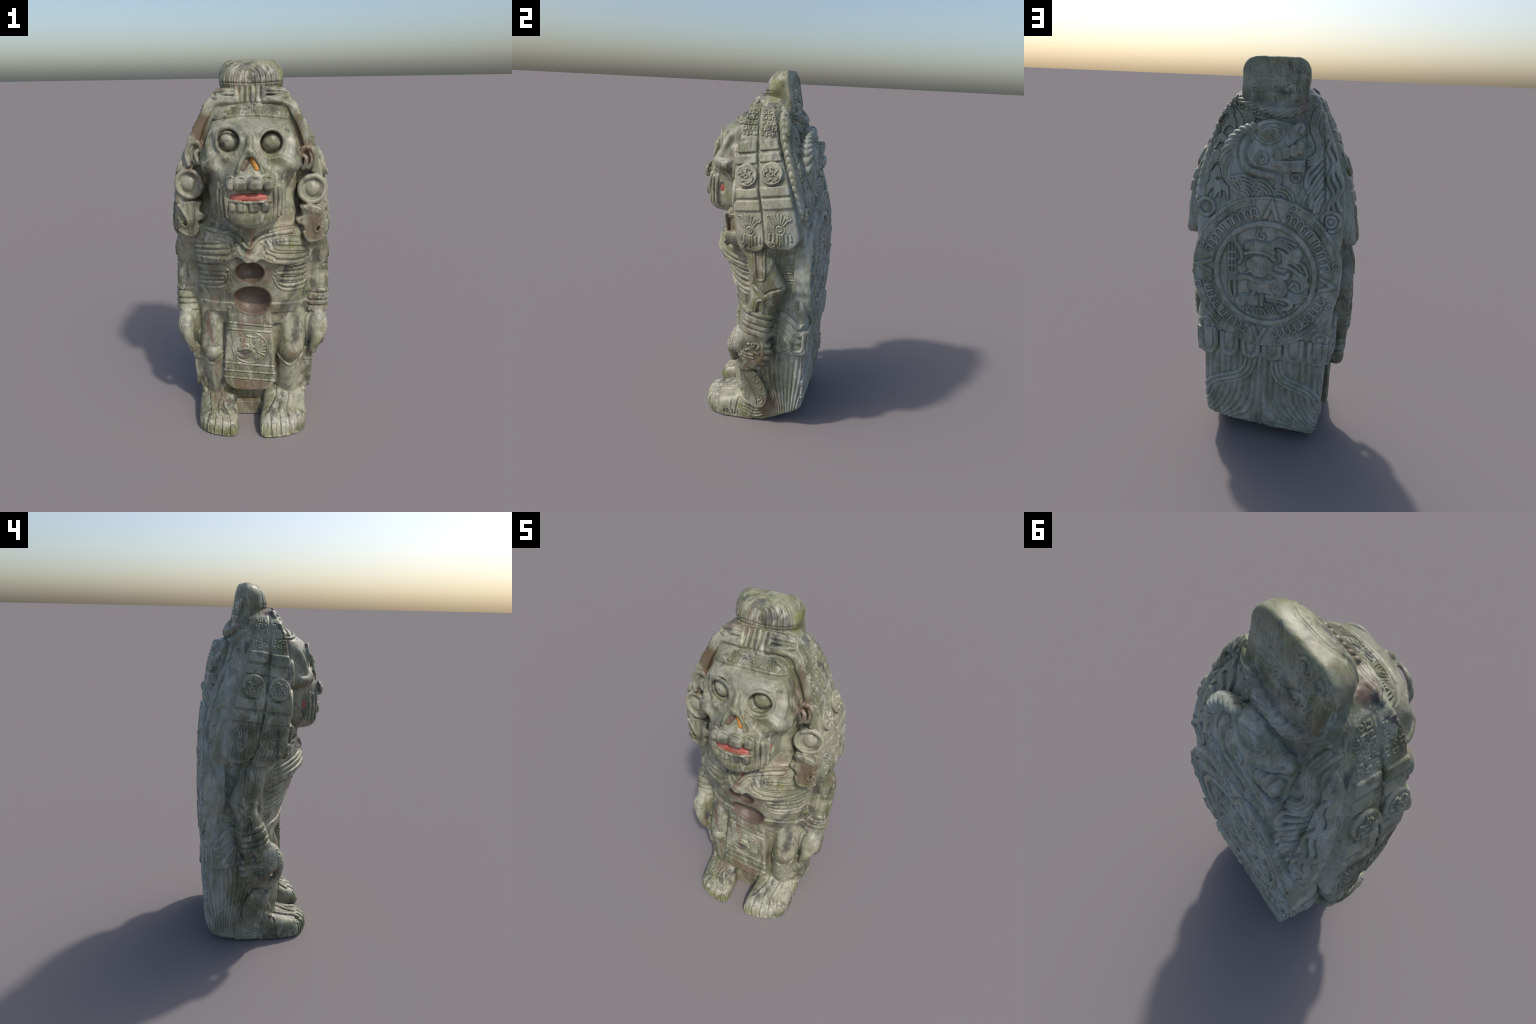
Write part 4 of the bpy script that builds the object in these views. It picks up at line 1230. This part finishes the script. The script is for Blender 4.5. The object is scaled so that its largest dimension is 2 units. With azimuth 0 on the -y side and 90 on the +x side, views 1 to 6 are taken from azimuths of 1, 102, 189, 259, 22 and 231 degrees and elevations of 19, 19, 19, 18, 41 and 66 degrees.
# ----- forehead band with small signs -----
k = kinds("head", "headband") & (NY < 0.2) & (PZ > 1.715)
D = Carving(k, PX - X0, PZ, None)
arc = lambda x: 1.748 - 0.60 * x * x
xs = np.linspace(-0.18, 0.18, 15)
D.stroke([(x, arc(x)) for x in xs], 0.005, 0.005, 2)
D.stroke([(x, arc(x) - 0.010) for x in xs], 0.006, -0.003, 2)
c = (0.0, 1.792)
for r in (0.012, 0.026):
    D.ring(c, r, 0.0038, 0.0045)
for m in range(9):                                                   # rays under the middle sign
    a_ = math.radians(-160 + 17.5 * m)
    D.stroke([(c[0] + 0.032 * math.cos(a_), c[1] + 0.030 * math.sin(a_)), (c[0] + 0.058 * math.cos(a_), c[1] + 0.042 * math.sin(a_))], 0.0038, 0.0045, 1)
for e in (-1, 1):
    for r in (0.008, 0.017, 0.026):
        D.stroke([(e * (0.088 + r * math.cos(t_)), arc(0.088) + 0.010 + r * math.sin(t_)) for t_ in np.linspace(0, 3.14, 7)], 0.0034, 0.0042, 2)
    for m in range(4):
        D.stroke([(e * (0.118 + 0.009 * m), arc(0.118 + 0.009 * m) + 0.010), (e * (0.112 + 0.008 * m), arc(0.118 + 0.009 * m) + 0.030 - 0.003 * m)], 0.0034, 0.0042, 1)
    D.ring((e * 0.156, arc(0.156) + 0.013), 0.007, 0.0034, 0.004)
D.apply()

# ----- arms: long framed panels, elbow crease -----
for sx in (-1, 1):
    k = kinds("arm") & (NX * sx > 0.3) & (PX * sx > 0)
    D = Carving(k, PY, PZ, None)
    D.stroke([(0.030, 1.12), (0.052, 1.00), (0.062, 0.965), (0.092, 0.962), (0.102, 0.99), (0.085, 1.12)], 0.007, 0.006)
    D.raised([(0.045, 1.12), (0.065, 0.98), (0.090, 0.98), (0.075, 1.12)], -0.0, 0.01)
    D.stroke([(0.035, 0.925), (0.080, 0.905), (0.105, 0.882), (0.130, 0.905), (0.190, 0.925)], 0.007, -0.005)
    D.stroke([(0.040, 0.905), (0.080, 0.890), (0.105, 0.865), (0.140, 0.888), (0.180, 0.905)], 0.016, 0.004)
    D.stroke([(0.058, 0.775), (0.068, 0.835), (0.085, 0.848), (0.102, 0.838), (0.100, 0.770)], 0.007, 0.006)
    D.stroke([(0.080, 0.825), (0.080, 0.775)], 0.008, -0.004, 1)
    D.apply()
    k = kinds("pouch") & (NX * sx > 0.3) & (PX * sx > 0)
    D = Carving(k, PY, PZ, None)
    for m in range(9):
        D.stroke([(-0.030 + 0.015 * m, 0.625), (-0.028 + 0.015 * m, 0.605)], 0.0045, 0.005, 1)
    D.ring((0.045, 0.575), 0.016, 0.006, 0.007); D.dome((0.045, 0.575), 0.008, 0.006)
    D.stroke(spiral((0.010, 0.585), 0.014, 1.0), 0.005, 0.006)
    D.stroke([(-0.045, 0.565), (-0.015, 0.545), (0.010, 0.535), (0.030, 0.545), (0.050, 0.530), (0.085, 0.520)], 0.006, 0.007)
    D.stroke([(-0.040, 0.545), (-0.015, 0.525), (0.015, 0.515), (0.055, 0.510)], 0.006, 0.007)
    D.stroke([(0.070, 0.590), (0.085, 0.570), (0.075, 0.550)], 0.007, 0.006)
    D.stroke([(-0.02, 0.505), (0.02, 0.490), (0.060, 0.490)], 0.005, 0.004)
    D.apply()
    k = kinds("hanging_blade") & (NX * sx > 0.4) & (PX * sx > 0)
    D = Carving(k, PY, PZ, None)
    D.stroke([(-0.05, 0.368), (-0.01, 0.360), (0.03, 0.368)], 0.0045, -0.006)
    for m in range(4):
        D.stroke([(0.020 + 0.022 * m, 0.345 - 0.040 * m), (0.045 + 0.020 * m, 0.330 - 0.038 * m), (0.050 + 0.020 * m, 0.345 - 0.040 * m)], 0.0042, 0.004)
    D.stroke(spiral((0.085, 0.175), 0.022, 1.2), 0.0045, 0.005)
    D.stroke([(-0.02, 0.345), (0.02, 0.27), (0.055, 0.20), (0.065, 0.15)], 0.0045, 0.004)
    D.apply()
    k = kinds("hand") & (NX * sx > -0.2) & (PX * sx > 0) & (NY < 0.3)
    D = Carving(k, PY + 0.4 * np.abs(PX), PZ, None)
    c0 = np.array([-0.045 + 0.4 * 0.385, 0.62])
    for m in range(6):
        D.ring((0.098 - 0.003 * m, 0.628 - 0.021 * m), 0.0085, 0.0034, 0.003)
    D.apply()
    k = kinds("plume") & (NX * sx > 0.1) & (PX * sx > 0)
    D = Carving(k, PY, PZ, None)
    for z0 in (0.735, 0.70, 0.665, 0.632):
        D.stroke([(0.13, z0 - 0.022), (0.18, z0 + 0.018), (0.235, z0 - 0.010), (0.28, z0 - 0.06)], 0.0032, -0.004)
        D.stroke([(0.13, z0 - 0.036), (0.18, z0 + 0.004), (0.235, z0 - 0.026), (0.27, z0 - 0.07)], 0.0032, -0.004)
    D.apply()

# ----- knees, feet: toes, nails, tendons -----
for sx in (-1, 1):
    k = kinds("leg") & (NY < 0.2)
    D = Carving(k, PX * sx, PZ, None)
    xk = 0.214 if sx > 0 else 0.236
    D.stroke([(xk - 0.072, 0.424), (xk - 0.045, 0.395), (xk, 0.365), (xk + 0.04, 0.395), (xk + 0.078, 0.430)], 0.006, -0.007)
    D.stroke([(xk - 0.068, 0.412), (xk - 0.040, 0.382), (xk, 0.350), (xk + 0.045, 0.382), (xk + 0.075, 0.415)], 0.010, 0.005)
    r_ = np.hypot(D.u - xk, (D.w - 0.428) * 0.9) / 0.043
    D.free(0.010 * np.sqrt(np.clip(1 - r_ ** 2, 0, 1)))
    D.free(0.010 * np.exp(-((D.u - xk + 0.02) / 0.022) ** 2) * np.clip((D.w - 0.47) / 0.06, 0, 1) * np.clip((0.655 - D.w) / 0.06, 0, 1))
    D.free(0.010 * np.exp(-((D.u - xk + 0.01) / 0.024) ** 2) * np.clip((D.w - 0.16) / 0.06, 0, 1) * np.clip((0.35 - D.w) / 0.05, 0, 1))
    D.apply()
    f = foot[sx]
    U = PX if sx > 0 else 0.040 + (-PX - 0.082) * (0.268 / 0.235)
    k = owned(f) & (NZ > -0.2)
    D = Carving(k, U, PY, None)
    gaps = [(0.098, -0.245, 0.096, -0.305), (0.148, -0.235, 0.152, -0.302), (0.194, -0.222, 0.204, -0.290), (0.238, -0.205, 0.255, -0.265)]
    for a, b, c, d in gaps:
        D.stroke([(a, b), ((a + c) / 2, (b + d) / 2), (c, d)], 0.0095, -0.010)
    for x, y, r in ((0.068, -0.283, 0.017), (0.124, -0.284, 0.014), (0.176, -0.274, 0.014), (0.226, -0.255, 0.013), (0.272, -0.222, 0.013)):
        D.ring((x, y), r, 0.004, 0.004)
    for P in ([(0.150, -0.06), (0.145, -0.12), (0.110, -0.185), (0.085, -0.22)], [(0.150, -0.11), (0.165, -0.15), (0.160, -0.20)], [(0.225, -0.07), (0.215, -0.14), (0.205, -0.185), (0.215, -0.22)]):
        D.stroke(P, 0.014, 0.008)
    D.apply()
    k = kinds("foot", "base") & (PX * sx > 0.2) & (NX * sx > 0.5) & (PX * sx > 0) & (PY > -0.08)
    D = Carving(k, PY, PZ, None)
    D.stroke([(-0.07, 0.02), (-0.06, 0.10), (-0.05, 0.14)], 0.006, -0.006)
    for m in range(3):
        D.stroke([(-0.02, 0.10 - 0.022 * m), (0.05, 0.075 - 0.022 * m), (0.10, 0.09 - 0.02 * m)], 0.005, 0.004)
    D.apply()
k = kinds("base") & (NY < -0.4)
D = Carving(k, PX, PZ, None); D.stroke([(-0.14, 0.097), (0.12, 0.092)], 0.006, 0.005, 1); D.apply()

# hand-carved unevenness over the whole stone
def wavy(P, s, seed):
    r = np.random.default_rng(seed); out = 0
    for _ in range(7):
        v = r.normal(size=3); v *= s / np.linalg.norm(v) * r.uniform(0.6, 1.5)
        out = out + np.sin(P @ v + r.uniform(0, 6.28))
    return out / 7


# the figure stands slightly twisted: its left side sets forward, its right side back
x, y, z = POINTS.T
limb = np.clip((np.abs(x) - 0.29) / 0.04, 0, 1)
share = np.clip((0.25 - y) / 0.15, 0, 1) * np.clip((z - 0.12) / 0.15, 0, 1) * np.clip((1.22 - z) / 0.12, 0, 1)
POINTS[:, 1] -= along(z, [(0.0, 0.03), (0.62, 0.03), (0.75, 0.055), (1.2, 0.055)]) * (x - 0.37 * limb) * share

POINTS += NORMALS * (0.0022 * wavy(POINTS, 32, 1) + 0.0012 * wavy(POINTS, 95, 2) + 0.0006 * wavy(POINTS, 260, 3))[:, None]
print("relief", round(time.time() - T0, 1))


# ---------------------------------------------------------------------------
# Materials: mottled green stone with stains, all from noise and soft patches
# ---------------------------------------------------------------------------
class Nodes:
    def __init__(self, name):
        self.m = bpy.data.materials.new(name)
        self.m.use_nodes = True
        self.t = self.m.node_tree
        self.bsdf = self.t.nodes["Principled BSDF"]
        self.pos = self.node("ShaderNodeTexCoord").outputs["Object"]

    def node(self, kind, **inputs):
        n = self.t.nodes.new(kind)
        for k_, v in inputs.items():
            self.put(n.inputs[int(k_[1:]) if k_[0] == "i" and k_[1:].isdigit() else k_.replace("_", " ")], v)
        return n

    def put(self, socket, v):
        if isinstance(v, bpy.types.NodeSocket):
            self.t.links.new(v, socket)
        elif isinstance(v, tuple) and len(v) == 3 and socket.type == "RGBA":
            socket.default_value = (*v, 1)
        else:
            socket.default_value = v

    def math(self, op, a, b=0.0, c=None):
        n = self.t.nodes.new("ShaderNodeMath"); n.operation = op
        self.put(n.inputs[0], a); self.put(n.inputs[1], b)
        if c is not None:
            self.put(n.inputs[2], c)
        return n.outputs[0]

    def vmath(self, op, a, b=None, out="Vector"):
        n = self.t.nodes.new("ShaderNodeVectorMath"); n.operation = op
        self.put(n.inputs[0], a)
        if b is not None:
            self.put(n.inputs[1], b)
        return n.outputs[out]

    def noise(self, scale, detail=4.0, rough=0.55, dist=0.0, stretch=None, shift=0.0, color=False):
        p = self.pos
        if stretch or shift:
            n = self.node("ShaderNodeMapping", Vector=p)
            n.inputs["Location"].default_value = (shift, shift * 0.7, -shift)
            n.inputs["Scale"].default_value = stretch or (1, 1, 1)
            p = n.outputs[0]
        n = self.node("ShaderNodeTexNoise", Vector=p, Scale=scale, Detail=detail, Roughness=rough, Distortion=dist)
        return n.outputs["Color" if color else "Fac"]

    def ramp(self, v, lo, hi):
        n = self.node("ShaderNodeMapRange", Value=v)
        n.interpolation_type = "SMOOTHSTEP"
        n.inputs["From Min"].default_value = lo; n.inputs["From Max"].default_value = hi
        return n.outputs[0]

    def mix(self, fac, a, b):
        n = self.t.nodes.new("ShaderNodeMix"); n.data_type = "RGBA"
        self.put(n.inputs[0], fac); self.put(n.inputs[6], a); self.put(n.inputs[7], b)
        return n.outputs[2]


PALE, GREEN, SLATE, BROWN = (0.295, 0.290, 0.208), (0.118, 0.122, 0.064), (0.036, 0.039, 0.037), (0.122, 0.083, 0.050)
RUST, OLIVE, CREAM = (0.165, 0.086, 0.058), (0.180, 0.195, 0.062), (0.40, 0.395, 0.33)
# stains: (middle, reach, colour, strength)
STAINS = [
    ((-0.228, -0.095, 1.67), (0.05, 0.04, 0.13), BROWN, 0.9), ((0.255, -0.095, 1.66), (0.05, 0.04, 0.12), BROWN, 0.6), ((0.335, -0.12, 1.20), (0.07, 0.06, 0.11), BROWN, 0.75),
    ((0.285, -0.10, 1.55), (0.05, 0.06, 0.07), RUST, 0.35), ((0.20, -0.15, 1.20), (0.08, 0.07, 0.06), RUST, 0.35), ((0.003, -0.24, 1.18), (0.018, 0.08, 0.09), RUST, 0.65),
    ((0.005, -0.26, 1.09), (0.03, 0.05, 0.025), RUST, 0.55), ((-0.235, -0.08, 0.60), (0.016, 0.06, 0.16), RUST, 0.65), ((-0.19, -0.08, 0.33), (0.03, 0.08, 0.10), BROWN, 0.6),
    ((-0.055, -0.14, 0.53), (0.022, 0.04, 0.20), RUST, 0.5), ((-0.02, -0.14, 0.245), (0.13, 0.05, 0.06), RUST, 0.55), ((0.005, -0.15, 0.655), (0.07, 0.05, 0.04), CREAM, 0.35),
    ((0.01, -0.14, 0.640), (0.06, 0.05, 0.05), RUST, 0.40), ((0.07, -0.14, 0.54), (0.03, 0.04, 0.05), RUST, 0.35), ((0.095, -0.20, 0.95), (0.035, 0.08, 0.07), RUST, 0.45),
    ((-0.20, -0.16, 0.94), (0.06, 0.08, 0.07), BROWN, 0.55), ((-0.20, -0.1, 0.73), (0.03, 0.06, 0.05), RUST, 0.45), ((0.30, 0.13, 0.13), (0.08, 0.10, 0.09), RUST, 0.5),
    ((0.42, 0.06, 1.03), (0.04, 0.04, 0.09), RUST, 0.35), ((-0.02, -0.06, 0.07), (0.10, 0.06, 0.06), BROWN, 0.6), ((-0.30, 0.25, 0.10), (0.06, 0.10, 0.08), RUST, 0.35),
    ((-0.20, -0.12, 0.14), (0.05, 0.08, 0.06), RUST, 0.30), ((0.43, 0.02, 0.70), (0.05, 0.09, 0.03), BROWN, 0.35), ((0.40, 0.09, 0.50), (0.06, 0.05, 0.06), BROWN, 0.6),
    ((0.34, 0.05, 0.30), (0.05, 0.06, 0.08), BROWN, 0.3), ((-0.04, 0.10, 1.78), (0.12, 0.10, 0.05), RUST, 0.25), ((-0.14, 0.00, 1.86), (0.06, 0.05, 0.03), RUST, 0.5),
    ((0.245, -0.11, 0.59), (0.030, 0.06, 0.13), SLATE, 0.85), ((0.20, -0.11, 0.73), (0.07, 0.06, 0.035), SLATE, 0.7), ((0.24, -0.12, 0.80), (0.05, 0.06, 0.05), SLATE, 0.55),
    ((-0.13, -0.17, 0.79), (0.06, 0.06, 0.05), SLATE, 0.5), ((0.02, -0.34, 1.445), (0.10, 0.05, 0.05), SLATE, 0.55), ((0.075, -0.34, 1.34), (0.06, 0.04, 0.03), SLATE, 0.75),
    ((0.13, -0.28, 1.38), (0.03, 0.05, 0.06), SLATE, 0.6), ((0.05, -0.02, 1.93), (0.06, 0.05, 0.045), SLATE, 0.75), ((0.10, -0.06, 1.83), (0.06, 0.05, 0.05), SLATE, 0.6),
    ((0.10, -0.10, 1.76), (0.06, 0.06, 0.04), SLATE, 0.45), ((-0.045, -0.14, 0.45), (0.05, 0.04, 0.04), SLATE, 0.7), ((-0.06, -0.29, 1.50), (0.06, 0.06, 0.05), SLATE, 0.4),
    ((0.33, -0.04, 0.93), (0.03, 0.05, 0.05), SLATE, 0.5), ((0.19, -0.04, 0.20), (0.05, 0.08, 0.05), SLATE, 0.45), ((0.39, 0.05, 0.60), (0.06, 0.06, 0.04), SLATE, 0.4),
    ((0.17, 0.05, 1.90), (0.05, 0.07, 0.06), OLIVE, 0.4), ((0.0, 0.07, 1.99), (0.20, 0.06, 0.03), OLIVE, 0.32), ((0.0, -0.29, 0.03), (0.35, 0.08, 0.035), OLIVE, 0.45),
    ((0.02, -0.25, 1.70), (0.12, 0.06, 0.06), (0.165, 0.172, 0.130), 0.55), ((0.20, -0.22, 1.56), (0.06, 0.06, 0.08), CREAM, 0.4), ((0.0, -0.31, 1.47), (0.10, 0.05, 0.03), CREAM, 0.3),
    ((0.18, -0.26, 0.07), (0.12, 0.08, 0.06), CREAM, 0.45), ((0.43, 0.05, 1.50), (0.08, 0.20, 0.30), PALE, 0.6), ((0.14, -0.24, 1.05), (0.14, 0.08, 0.07), PALE, 0.5),  # patch at x 0.43: strap colour lightened for the sun on that side
    ((0.39, -0.04, 0.60), (0.05, 0.05, 0.08), CREAM, 0.5), ((-0.39, -0.04, 0.60), (0.05, 0.05, 0.08), CREAM, 0.3)]


def stone(name, tint=None, amount=0.0):
    N_ = Nodes(name)
    wob = N_.vmath("SUBTRACT", N_.noise(9.0, 3.0, 0.6, color=True), (0.5, 0.5, 0.5))
    wob = N_.vmath("MULTIPLY", wob, (0.10, 0.10, 0.12))
    warped = N_.vmath("ADD", N_.pos, wob)
    big = N_.ramp(N_.noise(4.2, 5.0, 0.6, 0.6), 0.40, 0.60)
    col = N_.mix(big, GREEN, PALE)
    streak = N_.ramp(N_.noise(5.0, 4.0, 0.6, 0.8, (2.2, 2.2, 0.7), 3.1), 0.40, 0.68)
    col = N_.mix(N_.math("MULTIPLY", streak, 0.55), col, (0.195, 0.205, 0.155))
    dark = N_.ramp(N_.noise(7.5, 5.0, 0.65, 0.9, None, 7.7), 0.555, 0.66)
    col = N_.mix(N_.math("MULTIPLY", dark, 0.72), col, SLATE)
    tan = N_.ramp(N_.noise(5.5, 4.0, 0.6, 0.7, None, 12.3), 0.545, 0.68)
    col = N_.mix(N_.math("MULTIPLY", tan, 0.72), col, BROWN)
    moss = N_.ramp(N_.noise(11.0, 4.0, 0.6, 0.5, None, 21.0), 0.60, 0.72)
    col = N_.mix(N_.math("MULTIPLY", moss, 0.60), col, OLIVE)
    frost = N_.ramp(N_.noise(16.0, 5.0, 0.7, 0.6, (1.3, 1.3, 0.7), 5.0), 0.53, 0.66)
    col = N_.mix(N_.math("MULTIPLY", frost, 0.55), col, CREAM)
    run = N_.ramp(N_.noise(6.0, 5.0, 0.65, 0.5, (5.0, 5.0, 1.0), 15.0), 0.54, 0.68)       # pale and dark runs down the stone
    col = N_.mix(N_.math("MULTIPLY", run, 0.55), col, CREAM)
    run = N_.ramp(N_.noise(6.0, 5.0, 0.65, 0.5, (4.0, 4.0, 0.9), 27.0), 0.55, 0.68)
    col = N_.mix(N_.math("MULTIPLY", run, 0.62), col, SLATE)
    for c, r, colour, strength in STAINS:
        d = N_.vmath("SUBTRACT", warped, c)
        d = N_.vmath("DIVIDE", d, r)
        d = N_.vmath("LENGTH", d, None, "Value")
        f = N_.ramp(d, 1.25, 0.45)
        col = N_.mix(N_.math("MULTIPLY", f, strength), col, colour)
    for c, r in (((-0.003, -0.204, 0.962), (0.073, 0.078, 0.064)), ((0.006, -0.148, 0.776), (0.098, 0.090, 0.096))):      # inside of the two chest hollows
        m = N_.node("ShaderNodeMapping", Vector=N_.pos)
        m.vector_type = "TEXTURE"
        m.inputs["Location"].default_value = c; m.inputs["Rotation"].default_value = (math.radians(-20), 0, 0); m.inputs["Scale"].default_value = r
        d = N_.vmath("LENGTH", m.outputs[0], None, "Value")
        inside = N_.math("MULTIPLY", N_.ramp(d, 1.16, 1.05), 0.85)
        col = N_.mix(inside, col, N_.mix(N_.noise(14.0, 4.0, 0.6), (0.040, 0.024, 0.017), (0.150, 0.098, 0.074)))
    # one rusty vein runs down the back
    x, y, z = (N_.node("ShaderNodeSeparateXYZ", Vector=warped).outputs[i] for i in range(3))
    vein = N_.math("ABSOLUTE", N_.math("ADD", x, N_.math("MULTIPLY_ADD", z, 0.05, 0.03)))
    vein = N_.math("MULTIPLY", N_.ramp(vein, 0.030, 0.008), N_.ramp(y, 0.10, 0.16))
    vein = N_.math("MULTIPLY", vein, N_.ramp(N_.noise(6.0, 3.0, 0.6, 0.0, None, 40.0), 0.42, 0.60))
    col = N_.mix(N_.math("MULTIPLY", vein, 0.55), col, RUST)
    # paler blue-grey tone over the back slab, with a noisy border
    slab = N_.math("MULTIPLY", N_.ramp(N_.math("ADD", y, N_.math("MULTIPLY", N_.noise(5.0, 4.0, 0.6, 0.0, None, 33.0), 0.16)), 0.22, 0.35), 0.66)
    grey = N_.mix(N_.ramp(N_.noise(9.0, 5.0, 0.65, 0.6, (2.0, 2.0, 0.8), 51.0), 0.38, 0.62), (0.228, 0.252, 0.192), (0.415, 0.438, 0.412))
    col = N_.mix(slab, col, grey)
    if tint:
        col = N_.mix(amount, col, tint)
    fine = N_.noise(60.0, 5.0, 0.75)
    gain = N_.node("ShaderNodeMapRange", Value=fine)
    gain.inputs["To Min"].default_value = 0.62; gain.inputs["To Max"].default_value = 1.38
    hsv = N_.node("ShaderNodeHueSaturation", Color=col, Value=N_.math("MULTIPLY", gain.outputs[0], 1.03))
    N_.put(N_.bsdf.inputs["Base Color"], hsv.outputs[0])
    rough = N_.node("ShaderNodeMapRange", Value=N_.noise(22.0, 3.0, 0.6, 0.0, None, 9.0))
    rough.inputs["To Min"].default_value = 0.32; rough.inputs["To Max"].default_value = 0.60
    N_.put(N_.bsdf.inputs["Roughness"], rough.outputs[0])
    bump = N_.node("ShaderNodeBump", Height=N_.noise(130.0, 5.0, 0.65), Strength=0.22, Distance=0.003)
    N_.put(N_.bsdf.inputs["Normal"], bump.outputs[0])
    return N_.m


def inlay(name, colour, second):
    N_ = Nodes(name)
    col = N_.mix(N_.ramp(N_.noise(38.0, 4.0, 0.6), 0.35, 0.7), colour, second)
    N_.put(N_.bsdf.inputs["Base Color"], col)
    N_.bsdf.inputs["Roughness"].default_value = 0.5
    bump = N_.node("ShaderNodeBump", Height=N_.noise(90.0), Strength=0.3, Distance=0.003)
    N_.put(N_.bsdf.inputs["Normal"], bump.outputs[0])
    return N_.m


MATERIALS = {"stone": stone("stone"), "brown_stone": stone("brown_stone", (0.115, 0.072, 0.050), 0.85),
             "red_inlay": inlay("red_inlay", (0.34, 0.062, 0.045), (0.42, 0.150, 0.115)), "orange_inlay": inlay("orange_inlay", (0.42, 0.17, 0.03), (0.48, 0.26, 0.06)),
             "ink": inlay("ink", (0.012, 0.012, 0.012), (0.03, 0.03, 0.028))}


# ---------------------------------------------------------------------------
# Separate the skin into its named parts, all with the whole skin's normals
# ---------------------------------------------------------------------------
NORMALS, _ = vertex_normals(POINTS, FACES)
POINTS[:, 2] = np.maximum(POINTS[:, 2], 0.0)
statue = bpy.data.objects.new("stone_statue", None)
statue["label"] = "carved mottled green stone standing figure with skull face"
statue["category"] = "statue"
bpy.context.collection.objects.link(statue)
MADE = {}


def make_object(pid):
    kind, parent, mat = PARTS[pid]
    m = FACE_OWNER == pid
    if m.sum() < 12:
        return
    F = FACES[m]
    use, inv = np.unique(F, return_inverse=True)
    inv = inv.reshape(F.shape)
    me = bpy.data.meshes.new(kind)
    me.vertices.add(len(use)); me.vertices.foreach_set("co", POINTS[use].astype(np.float32).ravel())
    me.loops.add(inv.size); me.loops.foreach_set("vertex_index", inv.ravel().astype(np.int32))
    me.polygons.add(len(F)); me.polygons.foreach_set("loop_start", np.arange(0, inv.size, 4, dtype=np.int32))
    me.polygons.foreach_set("use_smooth", np.ones(len(F), bool))
    me.update(calc_edges=True)
    me.normals_split_custom_set_from_vertices(NORMALS[use].astype(np.float32).tolist())
    me.materials.append(MATERIALS[mat])
    ob = bpy.data.objects.new(kind, me)
    bpy.context.collection.objects.link(ob)
    MADE[pid] = ob


for pid in range(len(PARTS)):
    make_object(pid)
for pid, ob in MADE.items():
    parent = PARTS[pid][1]
    ob.parent = MADE.get(parent, statue) if parent is not None else statue
print("parts", len(MADE), "done", round(time.time() - T0, 1))

# museum number inked on the outer side of one foot
txt = bpy.data.curves.new("museum_number", "FONT")
txt.body = "49.3.1."; txt.size = 0.042; txt.space_character = 1.15
tob = bpy.data.objects.new("text_helper", txt)
bpy.context.collection.objects.link(tob)
bpy.context.view_layer.update()
flat = bpy.data.meshes.new_from_object(tob.evaluated_get(bpy.context.evaluated_depsgraph_get()))
bpy.data.objects.remove(tob)
import bmesh
bm = bmesh.new(); bm.from_mesh(flat)
bmesh.ops.subdivide_edges(bm, edges=bm.edges[:], cuts=1)
side = np.nonzero((POINTS[:, 0] > 0.2) & (POINTS[:, 2] < 0.16) & (POINTS[:, 1] < 0.0) & (NORMALS[:, 0] > 0.2))[0]
for v in bm.verts:
    y, z = -0.150 + v.co.x * 0.85, 0.024 + v.co.y * 1.0 + 0.02 * v.co.x
    d = (POINTS[side, 1] - y) ** 2 + (POINTS[side, 2] - z) ** 2
    q = side[np.argsort(d)[:6]]
    v.co = (float(POINTS[q, 0].mean()) + 0.0012, y, z)
r = bmesh.ops.extrude_face_region(bm, geom=bm.faces[:])
for v in [g for g in r["geom"] if isinstance(g, bmesh.types.BMVert)]:
    v.co.x -= 0.004
bm.normal_update()
me = bpy.data.meshes.new("museum_number"); bm.to_mesh(me); bm.free()
me.materials.append(MATERIALS["ink"])
ob = bpy.data.objects.new("museum_number", me)
bpy.context.collection.objects.link(ob)
ob.parent = MADE[leg[1]]
